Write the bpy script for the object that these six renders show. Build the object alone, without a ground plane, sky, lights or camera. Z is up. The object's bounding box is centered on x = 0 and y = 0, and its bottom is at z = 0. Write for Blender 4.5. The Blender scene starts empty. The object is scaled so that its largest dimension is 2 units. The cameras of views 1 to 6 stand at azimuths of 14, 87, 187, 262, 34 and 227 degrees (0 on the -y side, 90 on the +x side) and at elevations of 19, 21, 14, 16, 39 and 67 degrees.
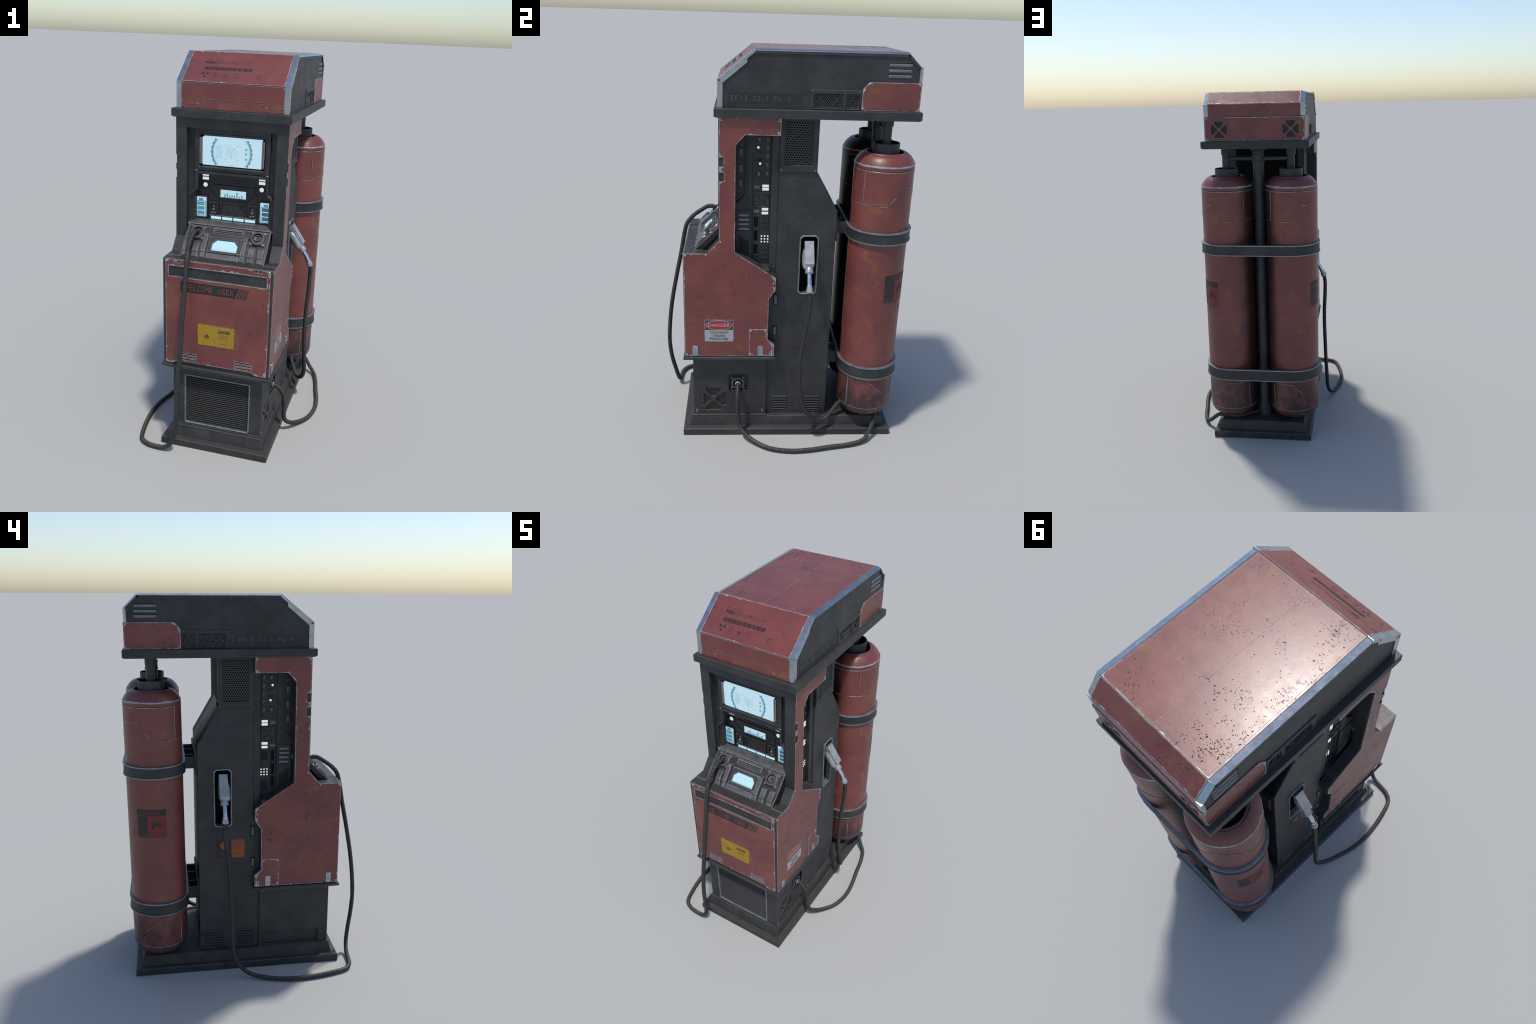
import bpy, math, random
from mathutils import Vector, Matrix
from mathutils.geometry import tessellate_polygon

RNG = random.Random(7)
S2 = math.sqrt(0.5)

# =====================================================================
#  MATERIALS
# =====================================================================
class NT:
    """tiny helper round a node tree"""
    def __init__(self, name):
        self.m = bpy.data.materials.new(name)
        self.m.use_nodes = True
        self.t = self.m.node_tree
        self.t.nodes.clear()
        self.out = self.n('ShaderNodeOutputMaterial')
        self.bsdf = self.n('ShaderNodeBsdfPrincipled')
        self.t.links.new(self.bsdf.outputs[0], self.out.inputs[0])
        self.co = self.n('ShaderNodeTexCoord').outputs['Object']

    def n(self, kind, **kw):
        nd = self.t.nodes.new(kind)
        for k, v in kw.items():
            setattr(nd, k, v)
        return nd

    def put(self, sock, val):
        if hasattr(val, 'is_linked') or isinstance(val, bpy.types.NodeSocket):
            self.t.links.new(val, sock)
        else:
            sock.default_value = val

    def mapped(self, scale=(1, 1, 1), loc=(0, 0, 0), rot=(0, 0, 0)):
        mp = self.n('ShaderNodeMapping')
        mp.inputs['Scale'].default_value = scale
        mp.inputs['Location'].default_value = loc
        mp.inputs['Rotation'].default_value = rot
        self.t.links.new(self.co, mp.inputs['Vector'])
        return mp.outputs[0]

    def noise(self, scale, detail=4, rough=.55, vec=None, dist=0):
        nd = self.n('ShaderNodeTexNoise')
        nd.inputs['Scale'].default_value = scale
        nd.inputs['Detail'].default_value = detail
        nd.inputs['Roughness'].default_value = rough
        nd.inputs['Distortion'].default_value = dist
        self.t.links.new(vec or self.co, nd.inputs['Vector'])
        return nd.outputs['Fac']

    def math(self, op, a, b=0.0, clamp=False):
        nd = self.n('ShaderNodeMath', operation=op, use_clamp=clamp)
        self.put(nd.inputs[0], a)
        self.put(nd.inputs[1], b)
        return nd.outputs[0]

    def step(self, val, lo, hi):
        nd = self.n('ShaderNodeMapRange', interpolation_type='SMOOTHSTEP')
        self.put(nd.inputs['Value'], val)
        self.put(nd.inputs['From Min'], lo)
        self.put(nd.inputs['From Max'], hi)
        return nd.outputs['Result']

    def mix(self, fac, a, b):
        nd = self.n('ShaderNodeMix', data_type='RGBA')
        self.put(nd.inputs['Factor'], fac)
        self.put(nd.inputs['A'] if False else nd.inputs[6], a)
        self.put(nd.inputs[7], b)
        return nd.outputs[2]

    def mixf(self, fac, a, b):
        nd = self.n('ShaderNodeMix', data_type='FLOAT')
        self.put(nd.inputs[0], fac)
        self.put(nd.inputs[2], a)
        self.put(nd.inputs[3], b)
        return nd.outputs[0]

    def edge(self, radius):
        """how far the rounded-edge normal leans away from the face: worn edges"""
        bv = self.n('ShaderNodeBevel', samples=6)
        bv.inputs['Radius'].default_value = radius
        geo = self.n('ShaderNodeNewGeometry')
        d = self.n('ShaderNodeVectorMath', operation='DOT_PRODUCT')
        self.t.links.new(bv.outputs[0], d.inputs[0])
        self.t.links.new(geo.outputs['Normal'], d.inputs[1])
        return self.math('SUBTRACT', 1.0, d.outputs['Value'])

    def normal_z(self):
        geo = self.n('ShaderNodeNewGeometry')
        sp = self.n('ShaderNodeSeparateXYZ')
        self.t.links.new(geo.outputs['Normal'], sp.inputs[0])
        return sp.outputs[2]

    def height(self):
        sp = self.n('ShaderNodeSeparateXYZ')
        self.t.links.new(self.co, sp.inputs[0])
        return sp.outputs[2]

    def bump(self, h, strength=.2, dist=.002):
        b = self.n('ShaderNodeBump')
        b.inputs['Strength'].default_value = strength
        b.inputs['Distance'].default_value = dist
        self.t.links.new(h, b.inputs['Height'])
        self.t.links.new(b.outputs[0], self.bsdf.inputs['Normal'])

    def finish(self, color, rough=.5, metal=0.0, spec=.5):
        self.put(self.bsdf.inputs['Base Color'], color)
        self.put(self.bsdf.inputs['Roughness'], rough)
        self.put(self.bsdf.inputs['Metallic'], metal)
        self.put(self.bsdf.inputs['Specular IOR Level'], spec)
        return self.m


def C(r, g, b):
    return (r, g, b, 1.0)


def red_paint(name, grime_low=None, speck=.5, scrape=.6, rough=.36, inner_shade_paint=False, wear_r=.004, peel=.08, chip_scale=95, cluster=.45, fine=.35):
    """brick-red enamel: faded blotches, orange stains, scrapes, chips in clusters, painted inner shade"""
    t = NT(name)
    big = t.noise(4.5, 5, .6)
    mid = t.noise(10, 6, .62, t.mapped(loc=(3, 1, 7)))
    col = t.mix(t.step(big, .36, .66), C(.142, .036, .034), C(.186, .050, .040))
    # darker brown cast, then sun-faded orange stains
    br = t.step(t.noise(6, 6, .65, t.mapped(loc=(7, 3, 4))), .50, .70)
    col = t.mix(t.math('MULTIPLY', br, .45), col, C(.105, .034, .030))
    col = t.mix(t.math('MULTIPLY', t.step(mid, .56, .72), .62), col, C(.225, .090, .026))
    # scrapes: broken dark patches confined to a few areas
    g = t.noise(24, 10, .78, t.mapped(loc=(9, 4, 2), scale=(1, 1, .8)))
    gm = t.step(t.noise(3.6, 3, .55, t.mapped(loc=(5, 5, 1))), .52, .64)
    gs = t.math('MULTIPLY', t.step(g, .53, .61), gm)
    col = t.mix(t.math('MULTIPLY', gs, scrape), col, C(.040, .024, .023))
    # small dark chips gathered in clusters
    sp = t.noise(chip_scale, 4, .62)
    spm = t.step(t.noise(6.5, 4, .6, t.mapped(loc=(1, 8, 3))), cluster, cluster + .19)
    thr = t.mixf(spm, .76, .665 - speck * .09)
    sm = t.step(sp, thr, t.math('ADD', thr, .025))
    col = t.mix(t.math('MULTIPLY', sm, .85), col, C(.034, .016, .015))
    # thin scratches
    sc = t.noise(34, 2, .5, t.mapped(scale=(.35, .35, 4), rot=(.6, .5, .2)))
    scm = t.step(t.noise(5, 2, .5, t.mapped(loc=(4, 2, 9))), .52, .66)
    s1 = t.math('MULTIPLY', t.step(sc, .68, .72), scm)
    col = t.mix(t.math('MULTIPLY', s1, .5), col, C(.055, .028, .026))
    if grime_low is not None:
        z = t.height()
        lo = t.step(z, grime_low[1], grime_low[0])
        gg = t.step(t.math('ADD', t.noise(11, 9, .72, t.mapped(loc=(2, 2, 6))), t.math('MULTIPLY', lo, .10)), .46, .66)
        col = t.mix(t.math('MULTIPLY', t.math('MULTIPLY', lo, gg), .92), col, C(.018, .014, .014))
    if inner_shade_paint:
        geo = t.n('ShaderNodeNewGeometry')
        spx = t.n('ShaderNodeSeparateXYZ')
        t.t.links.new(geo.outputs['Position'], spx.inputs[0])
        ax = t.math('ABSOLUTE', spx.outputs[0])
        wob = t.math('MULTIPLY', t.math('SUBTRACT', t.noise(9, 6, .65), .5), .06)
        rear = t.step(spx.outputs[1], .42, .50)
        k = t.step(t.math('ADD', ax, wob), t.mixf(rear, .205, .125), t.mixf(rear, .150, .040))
        col = t.mix(t.math('MULTIPLY', k, .90), col, C(.016, .005, .005))  # occlusion shadow between tanks and tower, baked into the red
    rg = t.mixf(t.noise(20, 6, .6), rough - .05, rough + .10)
    rg = t.math('ADD', rg, t.math('MULTIPLY', t.math('MAXIMUM', sm, gs), .22))
    e = t.edge(wear_r)
    en = t.noise(60, 6, .7, t.mapped(loc=(2, 6, 1)))
    thr = t.mixf(en, -.12, .30)
    w = t.step(e, thr, t.math('ADD', thr, .05))
    w = t.math('MULTIPLY', w, t.step(e, .006, .02))
    col = t.mix(w, col, C(.27, .27, .28))
    rg = t.mixf(w, rg, .42)
    h = t.math('ADD', t.math('MULTIPLY', t.noise(160, 3, .6), fine), t.math('MULTIPLY', t.noise(11, 4, .6), 1.4))
    h = t.math('SUBTRACT', h, t.math('MULTIPLY', sm, .8))
    h = t.math('SUBTRACT', h, t.math('MULTIPLY', s1, .8))
    t.bump(h, peel, .0025)
    return t.finish(col, rg, t.math('MULTIPLY', w, .4))


def dark_metal(name, base=(.026, .027, .028), edge_col=(.13, .135, .14), wear_r=.0035, dust=.5, rough=.50,
               amount=1.0, hi=.30):
    t = NT(name)
    n1 = t.noise(9, 7, .68)
    c0 = C(*[b * .72 for b in base])
    c1 = C(*[b * 1.30 for b in base])
    col = t.mix(t.step(n1, .35, .68), c0, c1)
    fine = t.noise(60, 6, .7)
    col = t.mix(t.math('MULTIPLY', t.step(fine, .62, .74), .35), col, C(.012, .012, .012))
    # dried dirt: more of it low down and on upward faces
    z = t.height()
    low = t.step(z, .50, .02)
    d = t.step(t.noise(13, 8, .7, t.mapped(loc=(3, 7, 5))), .45, .70)
    col = t.mix(t.math('MULTIPLY', t.math('MULTIPLY', low, d), .35), col, C(.060, .056, .050))
    up = t.step(t.normal_z(), .6, .95)
    col = t.mix(t.math('MULTIPLY', up, dust * .8), col, C(.055, .047, .043))
    e = t.edge(wear_r)
    en = t.noise(70, 5, .7, t.mapped(loc=(2, 6, 1)))
    thr = t.mixf(en, -.05, hi)
    w = t.math('MULTIPLY', t.step(e, thr, t.math('ADD', thr, .08)), .75 * amount)
    col = t.mix(w, col, C(*edge_col))
    rg = t.mixf(t.noise(24, 5, .6), rough - .08, rough + .14)
    t.bump(t.math('ADD', t.noise(220, 3, .6), t.noise(25, 5, .6)), .10, .002)
    return t.finish(col, rg, 0.0, .45)


def steel(name, col=(.36, .38, .41), dark=(.16, .165, .17), rough=.36, metal=.85, wear=True, dirt=.5, edge_r=.0045, edge_hi=.22):
    t = NT(name)
    n1 = t.noise(22, 7, .7)
    c = t.mix(t.step(n1, .38, .62), C(*dark), C(*col))
    c = t.mix(.55, c, C(*col))
    d = t.step(t.noise(48, 7, .72, t.mapped(loc=(4, 1, 2))), .58, .68)
    c = t.mix(t.math('MULTIPLY', d, dirt), c, C(.05, .046, .042))
    if wear:
        e = t.edge(edge_r)
        en = t.noise(60, 5, .7)
        thr = t.mixf(en, -.06, edge_hi)
        w = t.step(e, thr, t.math('ADD', thr, .06))
        c = t.mix(t.math('MULTIPLY', w, .65), c, C(.48, .48, .48))
    rg = t.mixf(n1, rough - .08, rough + .14)
    t.bump(t.noise(140, 4, .6), .10, .0015)
    return t.finish(c, rg, metal)


def plain(name, col, rough=.5, metal=0.0, spec=.5, vary=.25, scale=60):
    t = NT(name)
    n = t.noise(scale, 5, .65)
    c = t.mix(n, C(*[x * (1 - vary) for x in col]), C(*[x * (1 + vary) for x in col]))
    return t.finish(c, rough, metal, spec)


def glow(name, col, strength=1.0, mottled=.06, rough=.35):
    t = NT(name)
    n = t.noise(35, 5, .6)
    c = t.mix(n, C(*[x * (1 - mottled) for x in col]), C(*[min(1, x * (1 + mottled)) for x in col]))
    t.put(t.bsdf.inputs['Emission Color'], c)
    t.bsdf.inputs['Emission Strength'].default_value = strength
    return t.finish(C(.03, .03, .03), rough, 0.0, .3)


def decal(name, col, bare, keep=.5, rough=.5, scale=40, mottle=.2):
    """printed sticker whose ink has rubbed off in places"""
    t = NT(name)
    n = t.noise(scale, 8, .72)
    m = t.step(n, keep - .03, keep + .03)
    v = t.noise(25, 5, .6, t.mapped(loc=(5, 2, 8)))
    c = t.mix(v, C(*[x * (1 - mottle) for x in col]), C(*[x * (1 + mottle) for x in col]))
    c = t.mix(m, C(*bare), c)
    return t.finish(c, rough, 0.0, .4)


def rubber(name):
    t = NT(name)
    n = t.noise(40, 5, .6)
    c = t.mix(n, C(.015, .015, .015), C(.034, .033, .032))
    up = t.step(t.normal_z(), .5, 1.0)
    low = t.step(t.height(), .25, .02)
    c = t.mix(t.math('MULTIPLY', t.math('MULTIPLY', up, low), .5), c, C(.07, .06, .052))
    return t.finish(c, .55, 0.0, .45)


M = {}
M['red'] = red_paint('chipped_red_paint', speck=.75, scrape=.72)
M['red_top'] = red_paint('glossy_red_roof_paint', speck=1.0, scrape=.30, rough=.27, chip_scale=130, cluster=.40, fine=.08, peel=.07)
M['red_tank'] = red_paint('red_tank_paint', grime_low=(.16, .60), speck=.55, scrape=.5, rough=.37, inner_shade_paint=True, peel=.05)
M['bare'] = steel('paint_worn_to_metal', col=(.34, .345, .36), dark=(.20, .20, .205), rough=.42, metal=.35, wear=False, dirt=.35)
M['dark'] = dark_metal('dark_painted_metal')
M['dark_tower'] = dark_metal('dark_tower_metal', base=(.027, .028, .030))
M['base'] = dark_metal('dirty_base_metal', base=(.026, .026, .026), dust=.75, wear_r=.005, edge_col=(.10, .10, .10))
M['black'] = plain('black_recess', (.005, .005, .0055), .8, 0.0, .15)
M['panel'] = dark_metal('instrument_panel_black', base=(.013, .013, .014), edge_col=(.085, .087, .09), dust=.15,
                        rough=.40, hi=.2)
M['panel2'] = dark_metal('electronics_panel', base=(.020, .021, .022), edge_col=(.10, .104, .11), dust=.15, hi=.2)
M['scab'] = plain('flaked_paint_scab', (.058, .020, .017), .85, 0.0, .2)
M['groove'] = plain('seam_groove', (.010, .009, .009), .7)
M['steel'] = steel('bare_trim_steel', col=(.40, .44, .49), dark=(.25, .27, .29), rough=.235, metal=.92, dirt=.25)  # colour brightened towards blue to carry the sky reflection
M['worn_seam'] = steel('worn_seam_steel', col=(.30, .29, .30), dark=(.13, .10, .10), rough=.45, metal=.4, wear=False)
M['console'] = dark_metal('console_casting', base=(.031, .027, .025), edge_col=(.33, .33, .33), dust=.3, wear_r=.006, amount=1.3, hi=.15,
                          rough=.42)
M['casting'] = steel('grey_casting', col=(.150, .146, .143), dark=(.050, .046, .043), rough=.30, metal=.5, edge_r=.006, edge_hi=.11, dirt=.6)  # wide pale edge tint draws the specular glints on the castings
M['comb'] = plain('honeycomb_metal', (.046, .048, .051), .5, .1)
M['pipe'] = dark_metal('grey_pipe_paint', base=(.034, .037, .039), edge_col=(.08, .085, .09))
M['band'] = dark_metal('dark_strap_metal', base=(.026, .028, .029), edge_col=(.10, .11, .12), dust=.2)
M['bandrim'] = steel('strap_rim_steel', col=(.26, .28, .31), dark=(.10, .11, .12), rough=.42, metal=.6, wear=False)
M['nozzle'] = steel('nozzle_alloy', col=(.40, .41, .42), dark=(.24, .245, .25), rough=.36, metal=.55, dirt=.35)
M['chrome'] = steel('nozzle_chrome', col=(.55, .60, .68), dark=(.35, .38, .42), rough=.22, metal=.95, dirt=.2)
M['rubber'] = rubber('ribbed_black_rubber')
M['button'] = plain('grey_button', (.095, .098, .112), .45)
M['louver'] = steel('louver_metal', col=(.17, .175, .20), dark=(.09, .09, .10), rough=.42, metal=.5, dirt=.3)
M['mesh'] = plain('grille_mesh_metal', (.105, .10, .098), .34, .6, vary=.8, scale=200)  # base colour raised so the wires show painted glints
M['wire'] = plain('dark_wire_mesh', (.035, .035, .033), .5, .2, vary=.5, scale=200)
M['slat'] = plain('radiator_slat_metal', (.055, .053, .051), .45, .3, vary=.4)
M['screen'] = glow('pale_blue_screen', (.50, .71, .82), .96, .02)
M['screen_hi'] = glow('bright_blue_screen', (.50, .80, .96), 1.0, .03)
M['white_light'] = glow('white_indicator', (.64, .70, .72), 1.0, .03)
M['teal'] = glow('teal_screen_ink', (.045, .26, .37), .95, .12)
M['teal_dark'] = glow('deep_teal_charge_cell', (.022, .115, .175), .95, .15)
M['pale_ink'] = glow('faint_screen_ink', (.25, .50, .63), .95, .05)
M['label_black'] = decal('black_label_ink', (.017, .018, .018), (.10, .036, .032), .36, scale=22)
M['label_on_dark'] = plain('faded_black_label', (.012, .013, .0135), .55)
M['ink'] = decal('stencil_ink', (.014, .013, .016), (.035, .018, .018), .32)
M['ink_faint'] = decal('faded_stencil_ink', (.052, .021, .023), (.12, .035, .035), .44)
M['grey_ink'] = plain('grey_lettering', (.065, .067, .069), .5)
M['red_ink'] = plain('red_lettering', (.20, .05, .045), .45)
M['yellow'] = decal('yellow_sticker', (.33, .195, .014), (.07, .05, .02), .31, scale=35)
M['yellow_ink'] = plain('sticker_black_ink', (.035, .03, .018), .5)
M['yellow_faint'] = plain('sticker_faded_ink', (.20, .125, .016), .5)
M['white_label'] = decal('white_label', (.33, .34, .34), (.16, .15, .15), .36)
M['label_red'] = decal('label_red', (.33, .022, .024), (.20, .05, .05), .33)
M['text_dark'] = plain('label_dark_text', (.04, .042, .045), .5)
M['sticker_red'] = decal('tank_sticker_red', (.165, .021, .018), (.11, .03, .026), .30)
M['sticker_dim'] = plain('tank_sticker_border', (.075, .022, .022), .5)
M['orange'] = decal('orange_sticker', (.30, .072, .022), (.07, .03, .02), .36, scale=60)
M['orange_dim'] = decal('orange_sticker_line', (.14, .045, .026), (.03, .03, .03), .45, scale=90)

# =====================================================================
#  FRAMES : map (u, v, w) on a face of the machine to world space
# =====================================================================
def front(u, v, w): return Vector((u, -w, v))
def back(u, v, w): return Vector((-u, w, v))
def right(u, v, w): return Vector((w, u, v))
def left_mirror(u, v, w): return Vector((-w, u, v))
def left(u, v, w): return Vector((-w, -u, v))
def top(u, v, w): return Vector((u, v, w))

_sl = math.hypot(.165, .133)
def slope(u, v, w):
    return Vector((u, -.322 + v * .165 / _sl - w * .133 / _sl, 1.865 + v * .133 / _sl + w * .165 / _sl))

def console(u, v, w):
    return Vector((u, -.437 + (v - w) * S2, 1.039 + (v + w) * S2))

def round_face(cx, cy, r, a0):
    """wrap a label round an upright cylinder; u runs counter-clockwise from angle a0 (degrees)"""
    def f(u, v, w):
        a = math.radians(a0) + u / r
        return Vector((cx + (r + w) * math.cos(a), cy + (r + w) * math.sin(a), v))
    return f

def flips(fr):
    o = fr(0, 0, 0)
    e = 1e-3
    a, b, c = fr(e, 0, 0) - o, fr(0, e, 0) - o, fr(0, 0, e) - o
    return a.cross(b).dot(c) < 0

# =====================================================================
#  MESH BUILDER
# =====================================================================
ROOT = bpy.data.objects.new('fuel_dispenser', None)
bpy.context.scene.collection.objects.link(ROOT)
ROOT.empty_display_size = .2
ROOT['label'] = 'battered red and black sci-fi fuel dispenser with twin gas tanks'
ROOT['category'] = 'fuel pump'


def area2(p):
    return sum(p[i][0] * p[(i + 1) % len(p)][1] - p[(i + 1) % len(p)][0] * p[i][1] for i in range(len(p)))


def inset(p, d):
    """move a closed loop to its left by d"""
    n = len(p)
    out = []
    for i in range(n):
        a, b, c = Vector(p[i - 1]), Vector(p[i]), Vector(p[(i + 1) % n])
        d1, d2 = (b - a).normalized(), (c - b).normalized()
        n1, n2 = Vector((-d1.y, d1.x)), Vector((-d2.y, d2.x))
        m = n1 + n2
        k = max(.35, 1 + n1.dot(n2))
        q = b + m * (d / k)
        out.append((q.x, q.y))
    return out


def rect(u0, v0, u1, v1):
    return [(u0, v0), (u1, v0), (u1, v1), (u0, v1)]


def chamf(u0, v0, u1, v1, c):
    return [(u0 + c, v0), (u1 - c, v0), (u1, v0 + c), (u1, v1 - c), (u1 - c, v1), (u0 + c, v1), (u0, v1 - c),
            (u0, v0 + c)]


def rrect(u0, v0, u1, v1, r, n=4):
    out = []
    for cx, cy, a in ((u1 - r, v0 + r, -90), (u1 - r, v1 - r, 0), (u0 + r, v1 - r, 90), (u0 + r, v0 + r, 180)):
        for i in range(n + 1):
            t = math.radians(a + 90 * i / n)
            out.append((cx + r * math.cos(t), cy + r * math.sin(t)))
    return out


def circle(cu, cv, r, n=24, ru=None):
    ru = ru or r
    return [(cu + ru * math.cos(2 * math.pi * i / n), cv + r * math.sin(2 * math.pi * i / n)) for i in range(n)]


def ragged(loop, step, amp, rng):
    """re-sample a loop with a slightly torn edge"""
    out = []
    for i in range(len(loop)):
        a, b = Vector(loop[i]), Vector(loop[(i + 1) % len(loop)])
        L = (b - a).length
        n = max(1, int(L / step))
        nn = Vector((-(b - a).y, (b - a).x)).normalized()
        for k in range(n):
            q = a + (b - a) * (k / n)
            if k:
                q = q + nn * rng.uniform(-.2, 1) * amp
            out.append((q.x, q.y))
    return out


class Part:
    def __init__(self, name, parent=None, mats=('dark',)):
        self.name, self.parent = name, parent or ROOT
        self.v, self.f, self.fm, self.fs = [], [], [], []
        self.mats = []

    def mi(self, m):
        if m not in self.mats:
            self.mats.append(m)
        return self.mats.index(m)

    def face(self, idx, m, smooth=False, flip=False):
        self.f.append(tuple(reversed(idx)) if flip else tuple(idx))
        self.fm.append(self.mi(m))
        self.fs.append(smooth)

    def plate(self, fr, loops, w0, w1, m, bev=0.0, side=None, floor=None):
        """solid slab: first loop is the outline, others are holes; front edge chamfered by bev"""
        if isinstance(loops[0][0], (int, float)):
            loops = [loops]
        fl = flips(fr)
        side = side or m
        LL = []
        for k, lp in enumerate(loops):
            lp = list(lp)
            ccw = area2(lp) > 0
            if (k == 0) != ccw:
                lp.reverse()
            LL.append(lp)
        caps_t, caps_b = [], []
        for lp in LL:
            n = len(lp)
            rings = [(lp, w0)]
            if bev > 0:
                rings += [(lp, w1 - bev), (inset(lp, bev), w1)]
            else:
                rings += [(lp, w1)]
            base = []
            for pts, w in rings:
                base.append(len(self.v))
                self.v += [fr(p[0], p[1], w) for p in pts]
            for r in range(len(rings) - 1):
                for i in range(n):
                    j = (i + 1) % n
                    self.face((base[r] + i, base[r] + j, base[r + 1] + j, base[r + 1] + i),
                              side if r == 0 else m, False, fl)
            caps_t.append([(base[-1] + i, rings[-1][0][i]) for i in range(n)])
            caps_b.append([(base[0] + i, rings[0][0][i]) for i in range(n)])
        for caps, up in ((caps_t, True), (caps_b, False)):
            if len(caps) == 1:
                idx = [i for i, _ in caps[0]]
                self.face(idx if up else idx[::-1], m if up else side, False, fl)
            else:
                flat = [x for c in caps for x in c]
                tris = tessellate_polygon([[Vector((p[0], p[1], 0)) for _, p in c] for c in caps])
                for t in tris:
                    a = area2([flat[i][1] for i in t])
                    if abs(a) < 1e-12:
                        continue
                    idx = [flat[i][0] for i in t]
                    if (a > 0) != up:
                        idx.reverse()
                    self.face(idx, m if up else side, False, fl)
        if floor:
            fm, depth = floor
            for lp in LL[1:]:
                b = len(self.v)
                self.v += [fr(p[0], p[1], w1 - depth) for p in lp]
                self.face(list(range(b, b + len(lp)))[::-1], fm, False, fl)

    def box(self, fr, u0, v0, u1, v1, w0, w1, m, bev=0.0):
        self.plate(fr, rect(u0, v0, u1, v1), w0, w1, m, bev)

    def ring(self, fr, outer, inner, w0, w1, m, bev=0.0):
        self.plate(fr, [outer, inner], w0, w1, m, bev)

    def strip(self, fr, u0, v0, u1, v1, w0, w1, m, n=12):
        """thin rectangle split into columns so that it can follow a curved face"""
        fl = flips(fr)
        b = len(self.v)
        for i in range(n + 1):
            u = u0 + (u1 - u0) * i / n
            self.v += [fr(u, v0, w0), fr(u, v0, w1), fr(u, v1, w1), fr(u, v1, w0)]
        for i in range(n):
            p, q = b + 4 * i, b + 4 * i + 4
            self.face((p, q, q + 1, p + 1), m, False, fl)
            self.face((p + 1, q + 1, q + 2, p + 2), m, True, fl)
            self.face((p + 2, q + 2, q + 3, p + 3), m, False, fl)
            self.face((p + 3, q + 3, q, p), m, False, fl)
        self.face((b, b + 1, b + 2, b + 3), m, False, fl)
        e = b + 4 * n
        self.face((e + 3, e + 2, e + 1, e), m, False, fl)

    def lathe(self, fr, cu, cv, prof, m, seg=32, mats=None, close=True):
        """profile of (radius, w) pairs turned about the w axis through (cu, cv)"""
        fl = flips(fr)
        rows = []
        for r, w in prof:
            if r <= 1e-6:
                rows.append([len(self.v)])
                self.v.append(fr(cu, cv, w))
            else:
                rows.append(list(range(len(self.v), len(self.v) + seg)))
                self.v += [fr(cu + r * math.cos(2 * math.pi * i / seg), cv + r * math.sin(2 * math.pi * i / seg), w)
                           for i in range(seg)]
        for k in range(len(rows) - 1):
            a, b = rows[k], rows[k + 1]
            mm = mats[k] if mats else m
            for i in range(seg):
                j = (i + 1) % seg
                if len(a) == 1 and len(b) == 1:
                    continue
                if len(a) == 1:
                    self.face((a[0], b[j], b[i]), mm, True, not fl if False else fl)
                elif len(b) == 1:
                    self.face((a[i], a[j], b[0]), mm, True, fl)
                else:
                    self.face((a[i], a[j], b[j], b[i]), mm, True, fl)

    def tube(self, pts, rad, m, seg=12, cap=True):
        """sweep a circle along a polyline; rad is a number or a function of (index, length so far)"""
        pts = [Vector(p) for p in pts]
        n = len(pts)
        up = None
        s = 0
        rows = []
        for i, p in enumerate(pts):
            t = (pts[min(i + 1, n - 1)] - pts[max(i - 1, 0)]).normalized()
            if up is None:
                up = t.orthogonal().normalized()
            up = (up - t * up.dot(t)).normalized()
            sd = t.cross(up)
            if i:
                s += (p - pts[i - 1]).length
            r = rad(i, s) if callable(rad) else rad
            rows.append(len(self.v))
            self.v += [p + up * (r * math.cos(2 * math.pi * k / seg)) + sd * (r * math.sin(2 * math.pi * k / seg))
                       for k in range(seg)]
        for i in range(n - 1):
            for k in range(seg):
                j = (k + 1) % seg
                self.face((rows[i] + k, rows[i] + j, rows[i + 1] + j, rows[i + 1] + k), m, True)
        if cap:
            self.face(list(range(rows[0], rows[0] + seg))[::-1], m)
            self.face(list(range(rows[-1], rows[-1] + seg)), m)

    def loop_band(self, path, prof, m, mats=None):
        """closed horizontal loop 'path' of ((x,y),(nx,ny)); prof of (offset, z) closed profile"""
        rows = []
        for (p, nn) in path:
            rows.append(len(self.v))
            self.v += [Vector((p[0] + nn[0] * o, p[1] + nn[1] * o, z)) for o, z in prof]
        k = len(prof)
        for i in range(len(path)):
            a, b = rows[i], rows[(i + 1) % len(path)]
            for j in range(k):
                jj = (j + 1) % k
                self.face((a + j, b + j, b + jj, a + jj), mats[j] if mats else m, True)

    def text(self, fr, body, u0, v0, u1, v1, w0, w1, m, bold=0.0, slant=0.0):
        """built-in font lettering stretched into the given rectangle"""
        cu = bpy.data.curves.new('lettering', 'FONT')
        cu.body = body
        cu.size = 1
        cu.offset = bold
        cu.shear = slant
        cu.resolution_u = 2
        ob = bpy.data.objects.new('lettering', cu)
        bpy.context.scene.collection.objects.link(ob)
        me = bpy.data.meshes.new_from_object(ob.evaluated_get(bpy.context.evaluated_depsgraph_get()))
        xs = [v.co.x for v in me.vertices]
        ys = [v.co.y for v in me.vertices]
        x0, x1, y0, y1 = min(xs), max(xs), min(ys), max(ys)
        fl = flips(fr)
        uv = [(u0 + (v.co.x - x0) / (x1 - x0) * (u1 - u0), v0 + (v.co.y - y0) / (y1 - y0) * (v1 - v0))
              for v in me.vertices]
        b = len(self.v)
        n = len(uv)
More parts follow.
